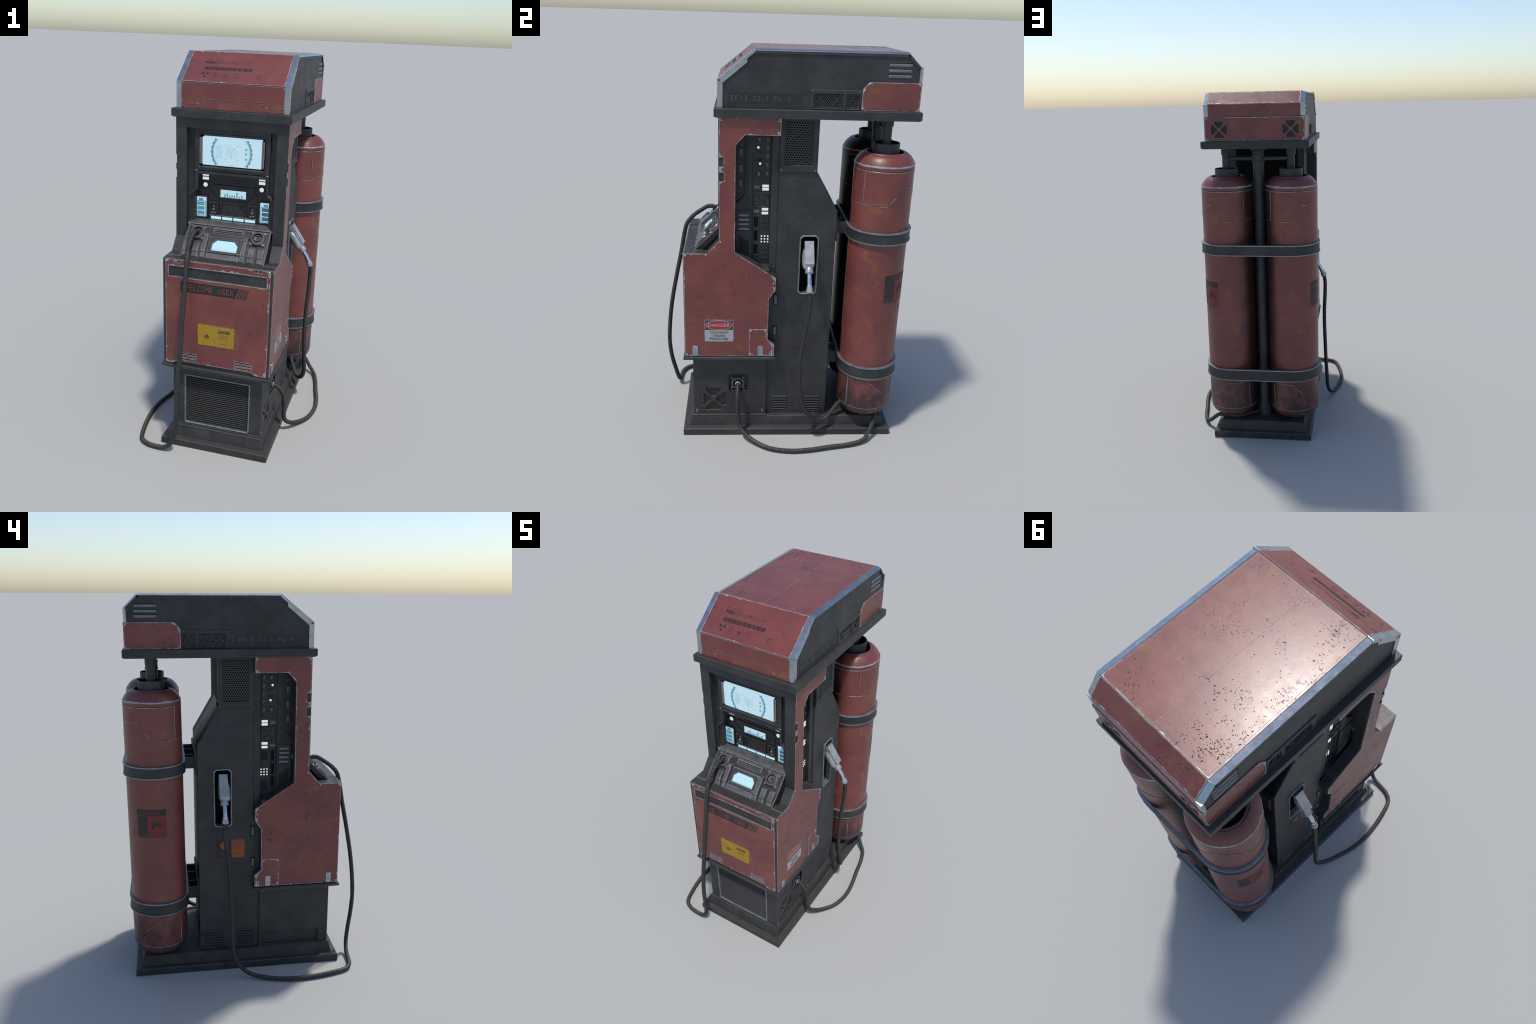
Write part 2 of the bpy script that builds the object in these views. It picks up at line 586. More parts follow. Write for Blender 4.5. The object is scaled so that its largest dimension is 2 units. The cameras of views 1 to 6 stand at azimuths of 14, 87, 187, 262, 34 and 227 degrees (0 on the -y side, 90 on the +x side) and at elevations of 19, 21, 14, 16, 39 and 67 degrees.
        self.v += [fr(a, c, w1) for a, c in uv] + [fr(a, c, w0) for a, c in uv]
        edges = {}
        for p in me.polygons:
            idx = list(p.vertices)
            if area2([uv[i] for i in idx]) < 0:
                idx.reverse()
            self.face([b + i for i in idx], m, False, fl)
            for i in range(len(idx)):
                edges[(idx[i], idx[(i + 1) % len(idx)])] = 1
        for (i, j) in edges:
            if (j, i) not in edges:
                self.face((b + n + i, b + n + j, b + j, b + i), m, False, fl)
        bpy.data.objects.remove(ob)
        bpy.data.curves.remove(cu)
        bpy.data.meshes.remove(me)

    def mono(self, fr, body, u0, v0, pitch, wide, high, w0, w1, m, bold=0.0):
        """typewriter-spaced lettering: every glyph sits in the middle of an equal cell"""
        for i, ch in enumerate(body):
            if ch == ' ':
                continue
            if ch == '1':
                c = u0 + (i + .5) * pitch
                q = wide * .085
                self.box(fr, c - q, v0, c + q, v0 + high, w0, w1, m)
                self.box(fr, c - wide * .32, v0, c + wide * .32, v0 + high * .11, w0, w1 - .0001, m)
                self.box(fr, c - wide * .30, v0 + high * .76, c, v0 + high * .87, w0, w1 - .0001, m)
                continue
            k = {'.': (.26, .17, 0), '-': (.62, .10, .42), '1': (.30, 1, 0), 'I': (.2, 1, 0), '/': (.8, 1, 0)}.get(ch, (1, 1, 0))
            c = u0 + (i + .5) * pitch
            hw = wide * k[0] / 2
            self.text(fr, ch, c - hw, v0 + high * k[2], c + hw, v0 + high * (k[2] + k[1]), w0, w1, m, bold)

    def build(self, kind=None, sharp=35, loc=None):
        me = bpy.data.meshes.new(self.name)
        me.from_pydata([tuple(v) for v in self.v], [], self.f)
        for m in self.mats:
            me.materials.append(M[m])
        me.polygons.foreach_set('material_index', self.fm)
        me.polygons.foreach_set('use_smooth', self.fs)
        if any(self.fs):
            me.set_sharp_from_angle(angle=math.radians(sharp))
        me.validate()
        me.update()
        ob = bpy.data.objects.new(self.name, me)
        bpy.context.scene.collection.objects.link(ob)
        ob.parent = self.parent
        if kind:
            ob['kind'] = kind
        return ob


def copies(src, locs, parent=None):
    out = []
    for k in locs:
        o = src.copy()
        o.location = k
        o.parent = parent or src.parent
        bpy.context.scene.collection.objects.link(o)
        out.append(o)
    return out


def smooth_path(pts, step=.0025):
    """Catmull-Rom through the points, re-sampled evenly"""
    P = [Vector(p) for p in pts]
    P = [P[0] * 2 - P[1]] + P + [P[-1] * 2 - P[-2]]
    dense = []
    for i in range(1, len(P) - 2):
        for k in range(40):
            t = k / 40
            a, b, c, d = P[i - 1], P[i], P[i + 1], P[i + 2]
            dense.append(.5 * ((2 * b) + (c - a) * t + (2 * a - 5 * b + 4 * c - d) * t * t +
                               (3 * b - a - 3 * c + d) * t ** 3))
    dense.append(P[-2])
    out = [dense[0]]
    acc = 0
    for i in range(1, len(dense)):
        acc += (dense[i] - dense[i - 1]).length
        if acc >= step:
            out.append(dense[i])
            acc = 0
    return out


# ---- one rivet mesh, shared by every rivet -------------------------------------------------
_rivet = {}
def rivets(fr, places, w, parent, r=.0048, m='steel'):
    """domed screw heads standing on a face"""
    for (u, v) in places:
        key = (fr.__name__, r, m)
        if key not in _rivet:
            p = Part('rivet', parent)
            p.lathe(lambda a, b, c: fr(a, b, c) - fr(0, 0, 0), 0, 0,
                    [(r, -.002), (r, .0012), (r * .75, .0026), (r * .35, .0032), (0, .0034)], m, 10)
            o = p.build()
            _rivet[key] = o
            o.location = fr(u, v, w)
        else:
            o = _rivet[key].copy()
            o.location = fr(u, v, w)
            o.parent = parent
            bpy.context.scene.collection.objects.link(o)


def x_vent(cu, cv, a):
    """four cut-outs that leave an X between them"""
    q = [(-.57 * a, a), (-.57 * a, .80 * a), (-.13 * a, .25 * a), (.13 * a, .25 * a), (.57 * a, .80 * a), (.57 * a, a)]
    out = []
    for k in range(4):
        c, s = [(1, 0), (0, 1), (-1, 0), (0, -1)][k]
        out.append([(cu + x * c - y * s, cv + x * s + y * c) for x, y in q])
    return out


def worn_rim(p, fr, loop, w, seed, base=.0016, amp=.0022, chip=.009, odds=.05, corner=.009, reach=.022, hole=False, m='bare',
             step=.0045):
    """irregular band of bare metal along the rim of a painted plate, wider at corners and where paint chipped off"""
    rng = random.Random(seed)
    lp = list(loop)
    if (area2(lp) > 0) == hole:
        lp.reverse()
    n = len(lp)
    turn = []
    for i in range(n):
        a, b, c = Vector(lp[i - 1]), Vector(lp[i]), Vector(lp[(i + 1) % n])
        x = (b - a).x * (c - b).y - (b - a).y * (c - b).x
        turn.append(x / ((b - a).length * (c - b).length))
    inner = []
    drift, chip_left, chip_size, chip_len = 0.0, 0, 0, 1
    for i in range(n):
        a, b = Vector(lp[i]), Vector(lp[(i + 1) % n])
        L = (b - a).length
        d = (b - a) / L
        nn = Vector((-d.y, d.x))
        k = max(2, int(L / step))
        for q in range(k + 1):
            t = L * q / k
            drift = .75 * drift + rng.uniform(-1, 1) * amp * .6
            if chip_left > 0:
                chip_left -= 1
            elif rng.random() < odds:
                chip_len = chip_left = rng.randint(2, 6)
                chip_size = rng.uniform(.3, 1) * chip
            grow = math.sin(math.pi * (chip_left + .3) / (chip_len + 1)) ** .6 if chip_left > 0 else 0
            o = max(.0005, base + drift + chip_size * grow * rng.uniform(.8, 1.1))
            ok = True
            for dist, tv in ((t, turn[i]), (L - t, turn[(i + 1) % n])):
                if tv > .25:
                    if not hole:
                        o += corner * max(0, 1 - dist / reach) * rng.uniform(.8, 1.1)
                    if dist < o:
                        ok = False
                elif tv > .02 and dist < o * .5:
                    ok = False
            if ok or (hole and q in (0, k)):
                z = a + d * t + nn * min(o, .35 * L + .004)
                inner.append((z.x, z.y))
    if hole:
        p.plate(fr, [inner, lp], w - .0004, w + .0003, m)
    else:
        p.plate(fr, [lp, inner], w - .0004, w + .0003, m)


SIDES = ((right, 1), (left_mirror, -1))

# =====================================================================
#  BASE PLINTH
# =====================================================================
p = Part('base_plinth')
p.plate(top, rect(-.289, -.506, .289, .615), 0, .038, 'base', .005)
# sloping upper tier
lo, hi = rect(-.258, -.475, .258, .584), rect(-.249, -.463, .249, .575)
b = len(p.v)
p.v += [Vector((x, y, .0375)) for x, y in lo] + [Vector((x, y, .089)) for x, y in hi] + \
       [Vector((x * .985, y * .99, .093)) for x, y in hi]
for r in (0, 4):
    for i in range(4):
        j = (i + 1) % 4
        p.face((b + r + i, b + r + j, b + r + 4 + j, b + r + 4 + i), 'base')
p.face((b + 8, b + 9, b + 10, b + 11), 'base')
base = p.build()

# =====================================================================
#  PEDESTAL under the cabinet
# =====================================================================
p = Part('pedestal')
# body with a real opening in the front for the radiator
p.box(top, -.2215, -.42, .2215, -.070, .09, .468, 'black')
p.plate(front, [rect(-.238, .094, .238, .468), rrect(-.171, .123, .171, .402, .008)], .40, .453, 'base', .002)
# foot flange
p.plate(top, rect(-.249, -.463, .249, -.058), .090, .102, 'base', .003)
p.box(front, -.236, .100, .236, .112, .44, .4565, 'base', .002)
pedestal = p.build()

p = Part('side_plate', pedestal)
holes = x_vent(-.347, .195, .069) + [rrect(-.268, .246, -.163, .349, .014)]
p.plate(right, [rect(-.4525, .095, -.064, .467)] + holes, .222, .2395, 'base', .002)
p.build()
p = Part('side_plate', pedestal)
p.plate(left_mirror, [rect(-.4525, .095, -.064, .467), rect(-.440, .108, -.076, .183)], .190, .2395, 'base', .002)
p.box(left_mirror, -.445, .104, -.071, .188, .2217, .2226, 'base')
p.build()
p = Part('vent_mesh', pedestal)
p.box(right, -.425, .115, -.27, .275, .2265, .229, 'wire')
# woven wire over the vent backing
for i in range(26):
    o = -.42 + i * .0058
    p.box(right, o, .118, o + .0018, .272, .229, .2308, 'wire')
    p.box(right, -.422, .120 + i * .0058, -.272, .1218 + i * .0058, .2285, .2303, 'wire')
p.build('stuff')
p = Part('hatch_pin', pedestal)
for (y, z) in ((-.435, .118), (-.083, .118)):
    p.box(right, y - .004, z - .010, y + .004, z + .012, .235, .2425, 'louver', .0015)
for (y, z) in ((-.083, .44), (-.435, .44)):
    p.box(left_mirror, y - .004, z - .010, y + .004, z + .008, .235, .2425, 'louver', .0015)
p.build()
rivets(right, [(-.438, .445), (-.085, .452)], .2395, pedestal, .004, 'dark')

p = Part('radiator_frame', pedestal)
p.ring(front, rrect(-.177, .117, .177, .408, .010), rrect(-.170, .124, .170, .401, .007), .44, .4575, 'bandrim', .002)
p.build()
p = Part('radiator_slat', pedestal)
n = 24
prof = [(-.4, -.0015), (.0, -.0048), (.0, -.0022), (-.4, .0012)]
b = len(p.v)
for x in (-.171, .171):
    p.v += [Vector((x, 0, -.0042)), Vector((x, .016, .0030)), Vector((x, .016, .0052)), Vector((x, 0, -.0008))]
for i in range(4):
    j = (i + 1) % 4
    p.face((b + i, b + 4 + i, b + 4 + j, b + j), 'slat')
p.face((b + 3, b + 2, b + 1, b), 'slat')
p.face((b + 4, b + 5, b + 6, b + 7), 'slat')
slat = p.build()
zs = [.130 + i * (.268 / (n - 1)) for i in range(n)]
slat.location = (0, -.449, zs[0])
copies(slat, [(0, -.449, z) for z in zs[1:]])

# power socket with its gland
p = Part('power_socket', pedestal)
p.ring(right, rrect(-.270, .244, -.161, .351, .015), rrect(-.264, .250, -.167, .345, .012), .228, .2425, 'panel', .0015)
p.box(right, -.266, .248, -.165, .347, .215, .224, 'panel')
p.lathe(right, -.2165, .291, [(.036, .222), (.036, .236), (.033, .2395), (.026, .2395), (.0245, .231), (.0155, .229),
                              (.0155, .246), (.012, .249), (0, .249)], 'console', 24,
        mats=['console', 'console', 'console', 'black', 'black', 'casting', 'chrome', 'console'])
for a in (45, 135, 225, 315):
    c, s = math.cos(math.radians(a)), math.sin(math.radians(a))
    p.lathe(right, -.2165 + .044 * c, .291 + .044 * s, [(.007, .222), (.007, .234), (.005, .236), (0, .236)], 'console', 10)
p.build()

# =====================================================================
#  LOWER CABINET (belly) with its ledge
# =====================================================================
p = Part('lower_cabinet')
p.box(top, -.271, -.4865, .271, -.068, .478, .965, 'dark', .002)
p.plate(right, [(-.4865, .96), (-.4865, 1.046), (-.430, 1.046), (-.430, .985), (-.25, .985), (-.25, .96)],
        -.271, .271, 'dark')
# ledge that carries the red shell
p.plate(top, rect(-.287, -.4985, .287, -.026), .463, .477, 'dark', .003)
p.box(top, -.268, -.485, .268, -.04, .452, .463, 'dark')
# shelf top round the console
p.plate(top, rect(-.275, -.4905, .275, -.4365), 1.030, 1.0475, 'console', .0015)
for s in (-1, 1):
    a, c = sorted((s * .216, s * .275))
    p.plate(top, rect(a, -.4365, c, -.372), 1.020, 1.0473, 'console', .001)
cabinet = p.build()

# red front plate with slot, louvres and notches
p = Part('front_panel', cabinet)
loops = [[(-.264, .484), (-.226, .484), (-.205, .4985), (.186, .4985), (.207, .484), (.264, .484), (.264, 1.046),
          (-.264, 1.046)]]
loops.append(rect(-.247, .9585, .246, 1.012))
for k in range(3):
    z = .541 - k * .0155
    loops.append(rect(.102, z, .187, z + .0065))
    loops.append(rect(-.187, z, -.102, z + .0065))
for s in (-1, 1):
    for a in (.186, .2045):
        u0, u1 = sorted((s * a, s * (a + .0150)))
        loops.append(rect(u0, 1.028, u1, 1.0435))
p.plate(front, loops, .4855, .4925, 'red', .0012)
frontp = p.build()
p = Part('card_slot', cabinet)
p.plate(front, [rect(-.247, .9585, .246, 1.012), rect(-.2455, .960, .2445, 1.0105)], .4700, .4918, 'dark')
p.box(front, -.247, .9585, .246, 1.012, .4866, .4876, 'dark')
p.build()
p = Part('worn_edge', frontp)
worn_rim(p, front, inset(loops[0], .0011), .4925, 31, base=.0017, amp=.0016, chip=.013, odds=.022, corner=.013)
worn_rim(p, front, loops[1], .4925, 32, base=.0036, amp=.0013, chip=.009, odds=.03, hole=True)
for k in range(2, 8):
    worn_rim(p, front, loops[k], .4925, 40 + k, base=.0022, amp=.0016, chip=.003, odds=.1, hole=True)
for k in range(8, 12):
    worn_rim(p, front, loops[k], .4925, 50 + k, base=.0012, amp=.0004, chip=.001, odds=.02, hole=True)
p.build('stuff')
rivets(front, [(-.256, 1.037), (.256, 1.037), (-.256, .493), (.256, .493)], .4925, frontp, .0048)

# welcome sign, lettering in the red of the plate
p = Part('welcome_sign', cabinet)
w = .4925
r2 = random.Random(3)
p.plate(front, ragged([(-.186, .884), (.094, .884), (.113, .938), (-.186, .938)], .012, .0016, r2), w, w + .0004, 'label_black')
for k in range(4):
    u = .101 + k * .0125
    p.plate(front, [(u, .884), (u + .0062, .884), (min(u + .0252, .162), .938), (min(u + .019, .160), .938)], w, w + .0004, 'label_black')
p.mono(front, 'WELCOME USER', -.1617, .8955, .0207, .0160, .0305, w + .0005, w + .0009, 'red_ink')
p.build()

# yellow hazard sticker
def flame(cu, cv, s):
    q = [(-.9, .1), (-1, -.55), (-.55, -1), (.55, -1), (1, -.5), (.95, .15), (.6, -.25), (.45, .55), (.1, .2), (-.05, 1.05),
         (-.35, .35), (-.6, -.2)]
    return [(cu + x * s, cv + y * s) for x, y in q]

def flame_hollow(cu, cv, s):
    q = [(-.15, -1), (.15, -1), (.35, -.55), (.12, -.25), (0, -.55), (-.15, -.2), (-.35, -.6)]
    return [(cu + x * s, cv + y * s) for x, y in q]

p = Part('hazard_sticker', cabinet)
r3 = random.Random(11)
p.plate(front, ragged(rect(-.0945, .612, .0945, .7245), .007, -.0018, r3), w, w + .0004, 'yellow')
p.plate(front, flame(-.0465, .6655, .0128), w + .0005, w + .0008, 'yellow_ink')
p.plate(front, flame_hollow(-.0465, .6660, .0095), w + .0009, w + .0012, 'yellow')
p.text(front, 'DANGER', .012, .688, .073, .7055, w + .0005, w + .0008, 'yellow_ink', .045)
for k in range(5):
    z = .678 - k * .0056
    p.box(front, .016 if k < 3 else .018, z, .066 - r3.random() * .006, z + .0026, w + .0005, w + .0007, 'yellow_faint')
for k in range(9):
    u = .016 + k * .006
    p.box(front, u, .628 + r3.uniform(-.001, .001), u + r3.uniform(.002, .005), .634 + r3.uniform(-.002, .002), w + .0005, w + .0007, 'yellow_faint')
# dashed black border, half torn away
for k in range(22):
    u = -.090 + k * .0083
    for z in (.6125, .7225):
        if r3.random() < .6:
            p.box(front, u, z - .0012, u + .0042, z + .0014, w + .0005, w + .0007, 'yellow_ink')
for k in range(12):
    z = .618 + k * .0085
    for u in (-.0940, .0925):
        if r3.random() < .75:
            p.box(front, u - .0008, z, u + .0018, z + .0042, w + .0005, w + .0007, 'yellow_ink')
p.build()

# =====================================================================
#  CABINET FRAME: columns, cheeks, lintel and the red side shells
# =====================================================================
PROFILE = [(-.3155, 1.7055), (-.033, 1.7055), (-.033, 1.624), (-.197, 1.624), (-.239, 1.577), (-.239, 1.056),
           (-.034, .922), (-.034, .856), (-.066, .808), (-.066, .578), (-.031, .549), (-.031, .480), (-.489, .480),
           (-.489, 1.0475), (-.374, 1.0475), (-.3155, 1.115)]
BACKING = [(-.319, 1.7055), (-.031, 1.7055), (-.031, 1.6255), (-.196, 1.6255), (-.2375, 1.5775), (-.2375, 1.0572),
           (-.0325, .9228), (-.0325, .8555), (-.0645, .808), (-.0645, .578), (-.0295, .549), (-.0295, .479),
           (-.4895, .479), (-.4895, 1.0465), (-.3755, 1.0465), (-.319, 1.113)]
p = Part('cabinet_frame')
for fr, s in SIDES:
    p.plate(fr, BACKING, .2225, .2725, 'dark', .0015)
p.box(front, -.2235, 1.6535, .2235, 1.7055, .24, .3188, 'dark', .0015)
frame = p.build()

for fr, s in SIDES:
    p = Part('side_panel', frame)
    # two latch notches are bitten out of the leading edge
    prof = PROFILE[:-1] + [(-.3155, 1.115), (-.3155, 1.408), (-.293, 1.408), (-.293, 1.449), (-.3155, 1.449),
                           (-.3155, 1.478), (-.295, 1.478), (-.295, 1.521), (-.3155, 1.521)]
    p.plate(fr, prof, .2725, .2775, 'red', .0012, side='dark')
    sp = p.build()
    p = Part('worn_edge', sp)
    worn_rim(p, fr, inset(prof, -.0011 if area2(prof) < 0 else .0011), .2775, 70 + s, base=.0018, amp=.0018, chip=.007, odds=.035, corner=.012, reach=.018)
    p.build('stuff')
    rivets(fr, [(-.304, 1.690), (-.045, 1.690), (-.045, 1.636), (-.309, 1.108), (-.379, 1.040), (-.478, 1.036),
                (-.044, .893), (-.044, .868), (-.478, .492)], .2775, sp, .0045)
    p = Part('access_plate', frame)
    apl = [(-.162, .486), (-.038, .486), (-.040, .553), (-.0725, .58), (-.072, .638), (-.162, .638)]
    p.plate(fr, apl, .2770, .2790, 'red', .0006)
    worn_rim(p, fr, inset(apl, .0006), .2790, 90 + s, base=.002, amp=.0018, chip=.006, odds=.08, corner=.013, reach=.02)
    ap = p.build()
    rivets(fr, [(-.152, .629), (-.081, .629), (-.152, .495)], .2790, ap, .0042)
    p = Part('steel_clip', frame)
    for y in (-.437, -.103):
        p.plate(fr, chamf(y - .0145, .484, y + .0145, .541, .004), .2775, .2812, 'steel', .001)
        p.box(fr, y - .011, .500, y + .011, .503, .2805, .2822, 'casting')
    p.plate(fr, [rect(-.054, .486, -.040, .512), rect(-.051, .489, -.043, .509)], .2785, .2805, 'steel')
    p.build()

# danger label on the right-hand shell only
p = Part('danger_label', frame)
w = .2776
r4 = random.Random(5)
p.plate(right, ragged(chamf(-.388, .568, -.243, .690, .004), .014, -.0016, r4), w, w + .0004, 'white_label')
p.plate(right, rect(-.386, .633, -.245, .688), w + .0005, w + .0007, 'text_dark')
p.plate(right, circle(-.3155, .6605, .0265, 40, .068), w + .0008, w + .0010, 'white_label')
p.plate(right, circle(-.3155, .6605, .0240, 40, .0650), w + .0011, w + .0013, 'label_red')
p.text(right, 'DANGER', -.371, .6515, -.260, .6705, w + .0014, w + .0017, 'white_label', .01)
for k, tx, a in ((0, 'CONTENTS', .048), (1, 'UNDER', .031), (2, 'PRESSURE', .047)):
    z = .6115 - k * .0185
    p.text(right, tx, -.3155 - a, z, -.3155 + a, z + .0135, w + .0005, w + .0008, 'text_dark', .012)
p.build()

# =====================================================================
#  DISPLAY BAY
# =====================================================================
p = Part('display_bay')
p.box(top, -.2225, -.252, .2225, -.2435, 1.02, 1.68, 'panel')          # instrument wall
for s in (-1, 1):
    a, c = sorted((s * .1885, s * .2225))
    p.box(front, a, 1.18, c, 1.655, .24, .283, 'dark')               # gutters beside the bezel
# upper bezel with screen opening
p.plate(front, [rect(-.1875, 1.4495, .1875, 1.6535), rrect(-.163, 1.470, .163, 1.624, .003)], .25, .300, 'dark', .002)
p.ring(front, rrect(-.176, 1.461, .176, 1.632, .004), rrect(-.1645, 1.4715, .1645, 1.6225, .003), .29, .305, 'dark', .003)
p.box(front, -.165, 1.468, .165, 1.626, .25, .276, 'black')
# lower arch-shaped bezel
half = [(.174, 1.431), (.174, 1.353), (.211, 1.316), (.211, 1.185), (.2222, 1.185), (.2222, 1.332), (.1875, 1.357), (.1875, 1.4475)]
arch = [(x, z) for x, z in half] + [(-x, z) for x, z in reversed(half)]
p.plate(front, arch, .25, .299, 'dark', .003)
bay = p.build()
p = Part('bezel_catch', bay)
for s in (-1, 1):
    p.box(front, s * .179 - .008, 1.4465, s * .179 + .008, 1.451, .292, .302, 'steel', .001)
p.build()

# main screen: slab with rounded top and bottom edges
def z_round(z0, z1, y0, depth, r, n=6):
    out = [(y0 + depth, z0), ]
    for i in range(n + 1):
        t = math.radians(-90 - 90 * i / n)
        out.append((y0 + r + r * math.cos(t), z0 + r + r * math.sin(t)))
    for i in range(n + 1):
        t = math.radians(180 - 90 * i / n)
        out.append((y0 + r + r * math.cos(t), z1 - r + r * math.sin(t)))
    out.append((y0 + depth, z1))
    return out

p = Part('main_screen', bay)
p.plate(right, z_round(1.4785, 1.6155, -.306, .03, .012), -.1445, .1445, 'screen')
for i, s in enumerate(p.fs):
    pass
scr = p.build()
p = Part('screen_graphics', bay)
w = .3061
cz = 1.547
def arc(p, r0, r1, a0, a1, m, n=8, lim=.0665, wz=.0003):
    """ring segment, dropped where it would leave the screen"""
    for i in range(n):
        t0, t1 = math.radians(a0 + (a1 - a0) * i / n), math.radians(a0 + (a1 - a0) * (i + 1) / n)
        q = [(r0 * math.cos(t0), cz + r0 * math.sin(t0)), (r1 * math.cos(t0), cz + r1 * math.sin(t0)),
             (r1 * math.cos(t1), cz + r1 * math.sin(t1)), (r0 * math.cos(t1), cz + r0 * math.sin(t1))]
        if max(abs(z - cz) for _, z in q) < lim - .002:
            p.plate(front, q, w, w + wz, m)
for base_a in (0, 180):
    arc(p, .0905, .0920, base_a - 45, base_a + 45, 'teal', 30)
    arc(p, .0870, .0878, base_a - 45, base_a + 45, 'pale_ink', 30)
    arc(p, .0835, .0842, base_a - 45, base_a + 45, 'pale_ink', 30)
    arc(p, .0935, .0985, base_a - 44, base_a + 44, 'teal', 44)
    for k in range(-3, 4):
        arc(p, .0984, .1030, base_a + k * 12.5 - 4.6, base_a + k * 12.5 + 4.6, 'teal', 5)
for r in (.009, .014, .019, .024, .0288):
    for i in range(36):
        t0, t1 = 2 * math.pi * i / 36, 2 * math.pi * (i + 1) / 36
        p.plate(front, [(r * math.cos(t0), cz + r * math.sin(t0)), ((r + .0007) * math.cos(t0), cz + (r + .0007) * math.sin(t0)),
                        ((r + .0007) * math.cos(t1), cz + (r + .0007) * math.sin(t1)), (r * math.cos(t1), cz + r * math.sin(t1))],
                w, w + .0003, 'pale_ink')
for k in range(5):
    t = math.radians(90 + 36 + k * 72)
    c, s = math.cos(t), math.sin(t)
    p.plate(front, [(-s * .0006, cz + c * .0006), (s * .0006, cz - c * .0006), (c * .029 + s * .0006, cz + s * .029 - c * .0006),
                    (c * .029 - s * .0006, cz + s * .029 + c * .0006)], w + .0004, w + .0006, 'pale_ink' if k % 2 else 'teal')
for i in range(8):
    u = -.0765 + i * .0043
    p.box(front, u, 1.516, u + .0007, 1.578, w, w + .0003, 'pale_ink')
for i in range(14):
    z = 1.516 + i * .00475
    p.box(front, -.0765, z, -.0460, z + .0007, w, w + .00025, 'pale_ink')
for u, z in ((-.0700, 1.566), (-.057, 1.537), (-.0700, 1.524)):
    p.box(front, u, z, u + .0038, z + .0038, w + .0004, w + .0006, 'teal')
for u in (-.031, .031):
    for z in (-.033, .033):
        p.box(front, u - .004, cz + z - .0005, u + .004, cz + z + .0005, w, w + .0003, 'teal')
        p.box(front, u - .0005, cz + z - .004, u + .0005, cz + z + .004, w, w + .00025, 'teal')
for k, zz in enumerate((.022, .017, -.022, -.027)):
    d = 1 if k < 2 else -1
    q = [(-.006, 0), (0, .005 * d), (.006, 0), (.006, -.0035 * d), (0, .0015 * d), (-.006, -.0035 * d)]
    p.plate(front, [(.0715 + a, cz + zz + b) for a, b in q], w, w + .0003, 'teal')
p.box(front, .0683, cz - .006, .0747, cz + .006, w, w + .0003, 'teal')
p.box(front, .0810, cz - .013, .0818, cz + .013, w, w + .0003, 'pale_ink')
p.text(front, '- - -', -.010, 1.4855, .010, 1.4875, w, w + .0003, 'text_dark')
p.build()
p = Part('screen_bar', bay)
for s in (-1, 1):
    u0, u1 = sorted((s * .1475, s * .1605))
    prof = z_round(1.481, 1.613, -.3055, .02, .010)
    p.plate(right, prof, u0, u1, 'casting')
p.build()

# instruments on the wall (w = .252)
p = Part('instrument_cluster', bay)
w = .252
p.plate(front, [(-.113, 1.377), (-.113, 1.352), (-.072, 1.303), (.072, 1.303), (.113, 1.352), (.113, 1.377)], w, w + .006, 'panel', .002)
p.ring(front, rect(-.070, 1.312, .070, 1.358), rect(-.0655, 1.316, .0655, 1.354), w + .004, w + .0085, 'panel', .001)
for z in (1.386, 1.398):
    p.box(front, -.072, z, .072, z + .005, w - .001, w + .0035, 'dark', .001)
for s in (-1, 1):
    p.box(front, s * .144 - .020, 1.352, s * .144 + .020, 1.434, w - .001, w + .004, 'panel', .002)
    p.plate(front, [(s * .079, 1.297), (s * .120, 1.297), (s * .120, 1.346)], w - .001, w + .004, 'panel', .001)
    # keyed sockets
    p.plate(front, [rect(s * .1 - .023, 1.225, s * .1 + .023, 1.289), rrect(s * .1 - .0145, 1.231, s * .1 + .0145, 1.279, .009)],
            w - .004, w + .008, 'panel', .0015)
    p.lathe(front, s * .1, 1.250, [(.0075, w), (.0075, w + .007), (.0055, w + .010), (0, w + .0105)], 'casting', 14)
    p.box(front, s * .1 - .004, 1.262, s * .1 + .004, 1.272, w - .001, w + .004, 'casting', .001)
    p.box(front, s * .1 - .011, 1.231, s * .1 + .011, 1.236, w - .001, w + .005, 'casting', .001)
    # battery gauge surround
    p.ring(front, rrect(s * .168 - .0365, 1.199, s * .168 + .0365, 1.315, .009), rrect(s * .168 - .0300, 1.206, s * .168 + .0300, 1.308, .004),
           w - .002, w + .010, 'panel', .002)
p.ring(front, rect(-.066, 1.222, .066, 1.291), rect(-.056, 1.228, .056, 1.285), w - .004, w + .008, 'panel', .0015)
p.box(front, -.122, 1.2165, .122, 1.2215, w - .002, w + .009, 'console', .001)
p.ring(front, rect(-.122, 1.195, .122, 1.2160), rect(-.1185, 1.1975, .1185, 1.2145), w - .002, w + .004, 'panel')
p.build()

p = Part('speaker_mesh', bay)
p.box(front, -.057, 1.227, .057, 1.286, w - .003, w + .0005, 'black')
for k in range(-7, 12):
    for d in (1, -1):
        pts = []
        a = Vector((-.055 + (k + 3) * .0085, 1.228))
        e = a + Vector((.057 * d * .8, .057))
        lo_, hi_ = -.0555, .0555
        def clip(a, e):
            t0, t1 = 0, 1
            dx = e.x - a.x
            for lim, sg in ((lo_, 1), (hi_, -1)):
                t = (lim - a.x) / dx
                if sg * dx > 0:
                    t0 = max(t0, t)
                else:
                    t1 = min(t1, t)
            return (a + (e - a) * t0, a + (e - a) * t1) if t1 > t0 else None
        q = clip(a, e)
        if q:
            a, e = q
            nrm = Vector((-(e - a).y, (e - a).x)).normalized() * .0010
            p.plate(front, [(a - nrm)[:], (e - nrm)[:], (e + nrm)[:], (a + nrm)[:]], w + .0006 + (d > 0) * .0012, w + .0018 + (d > 0) * .0012, 'mesh')
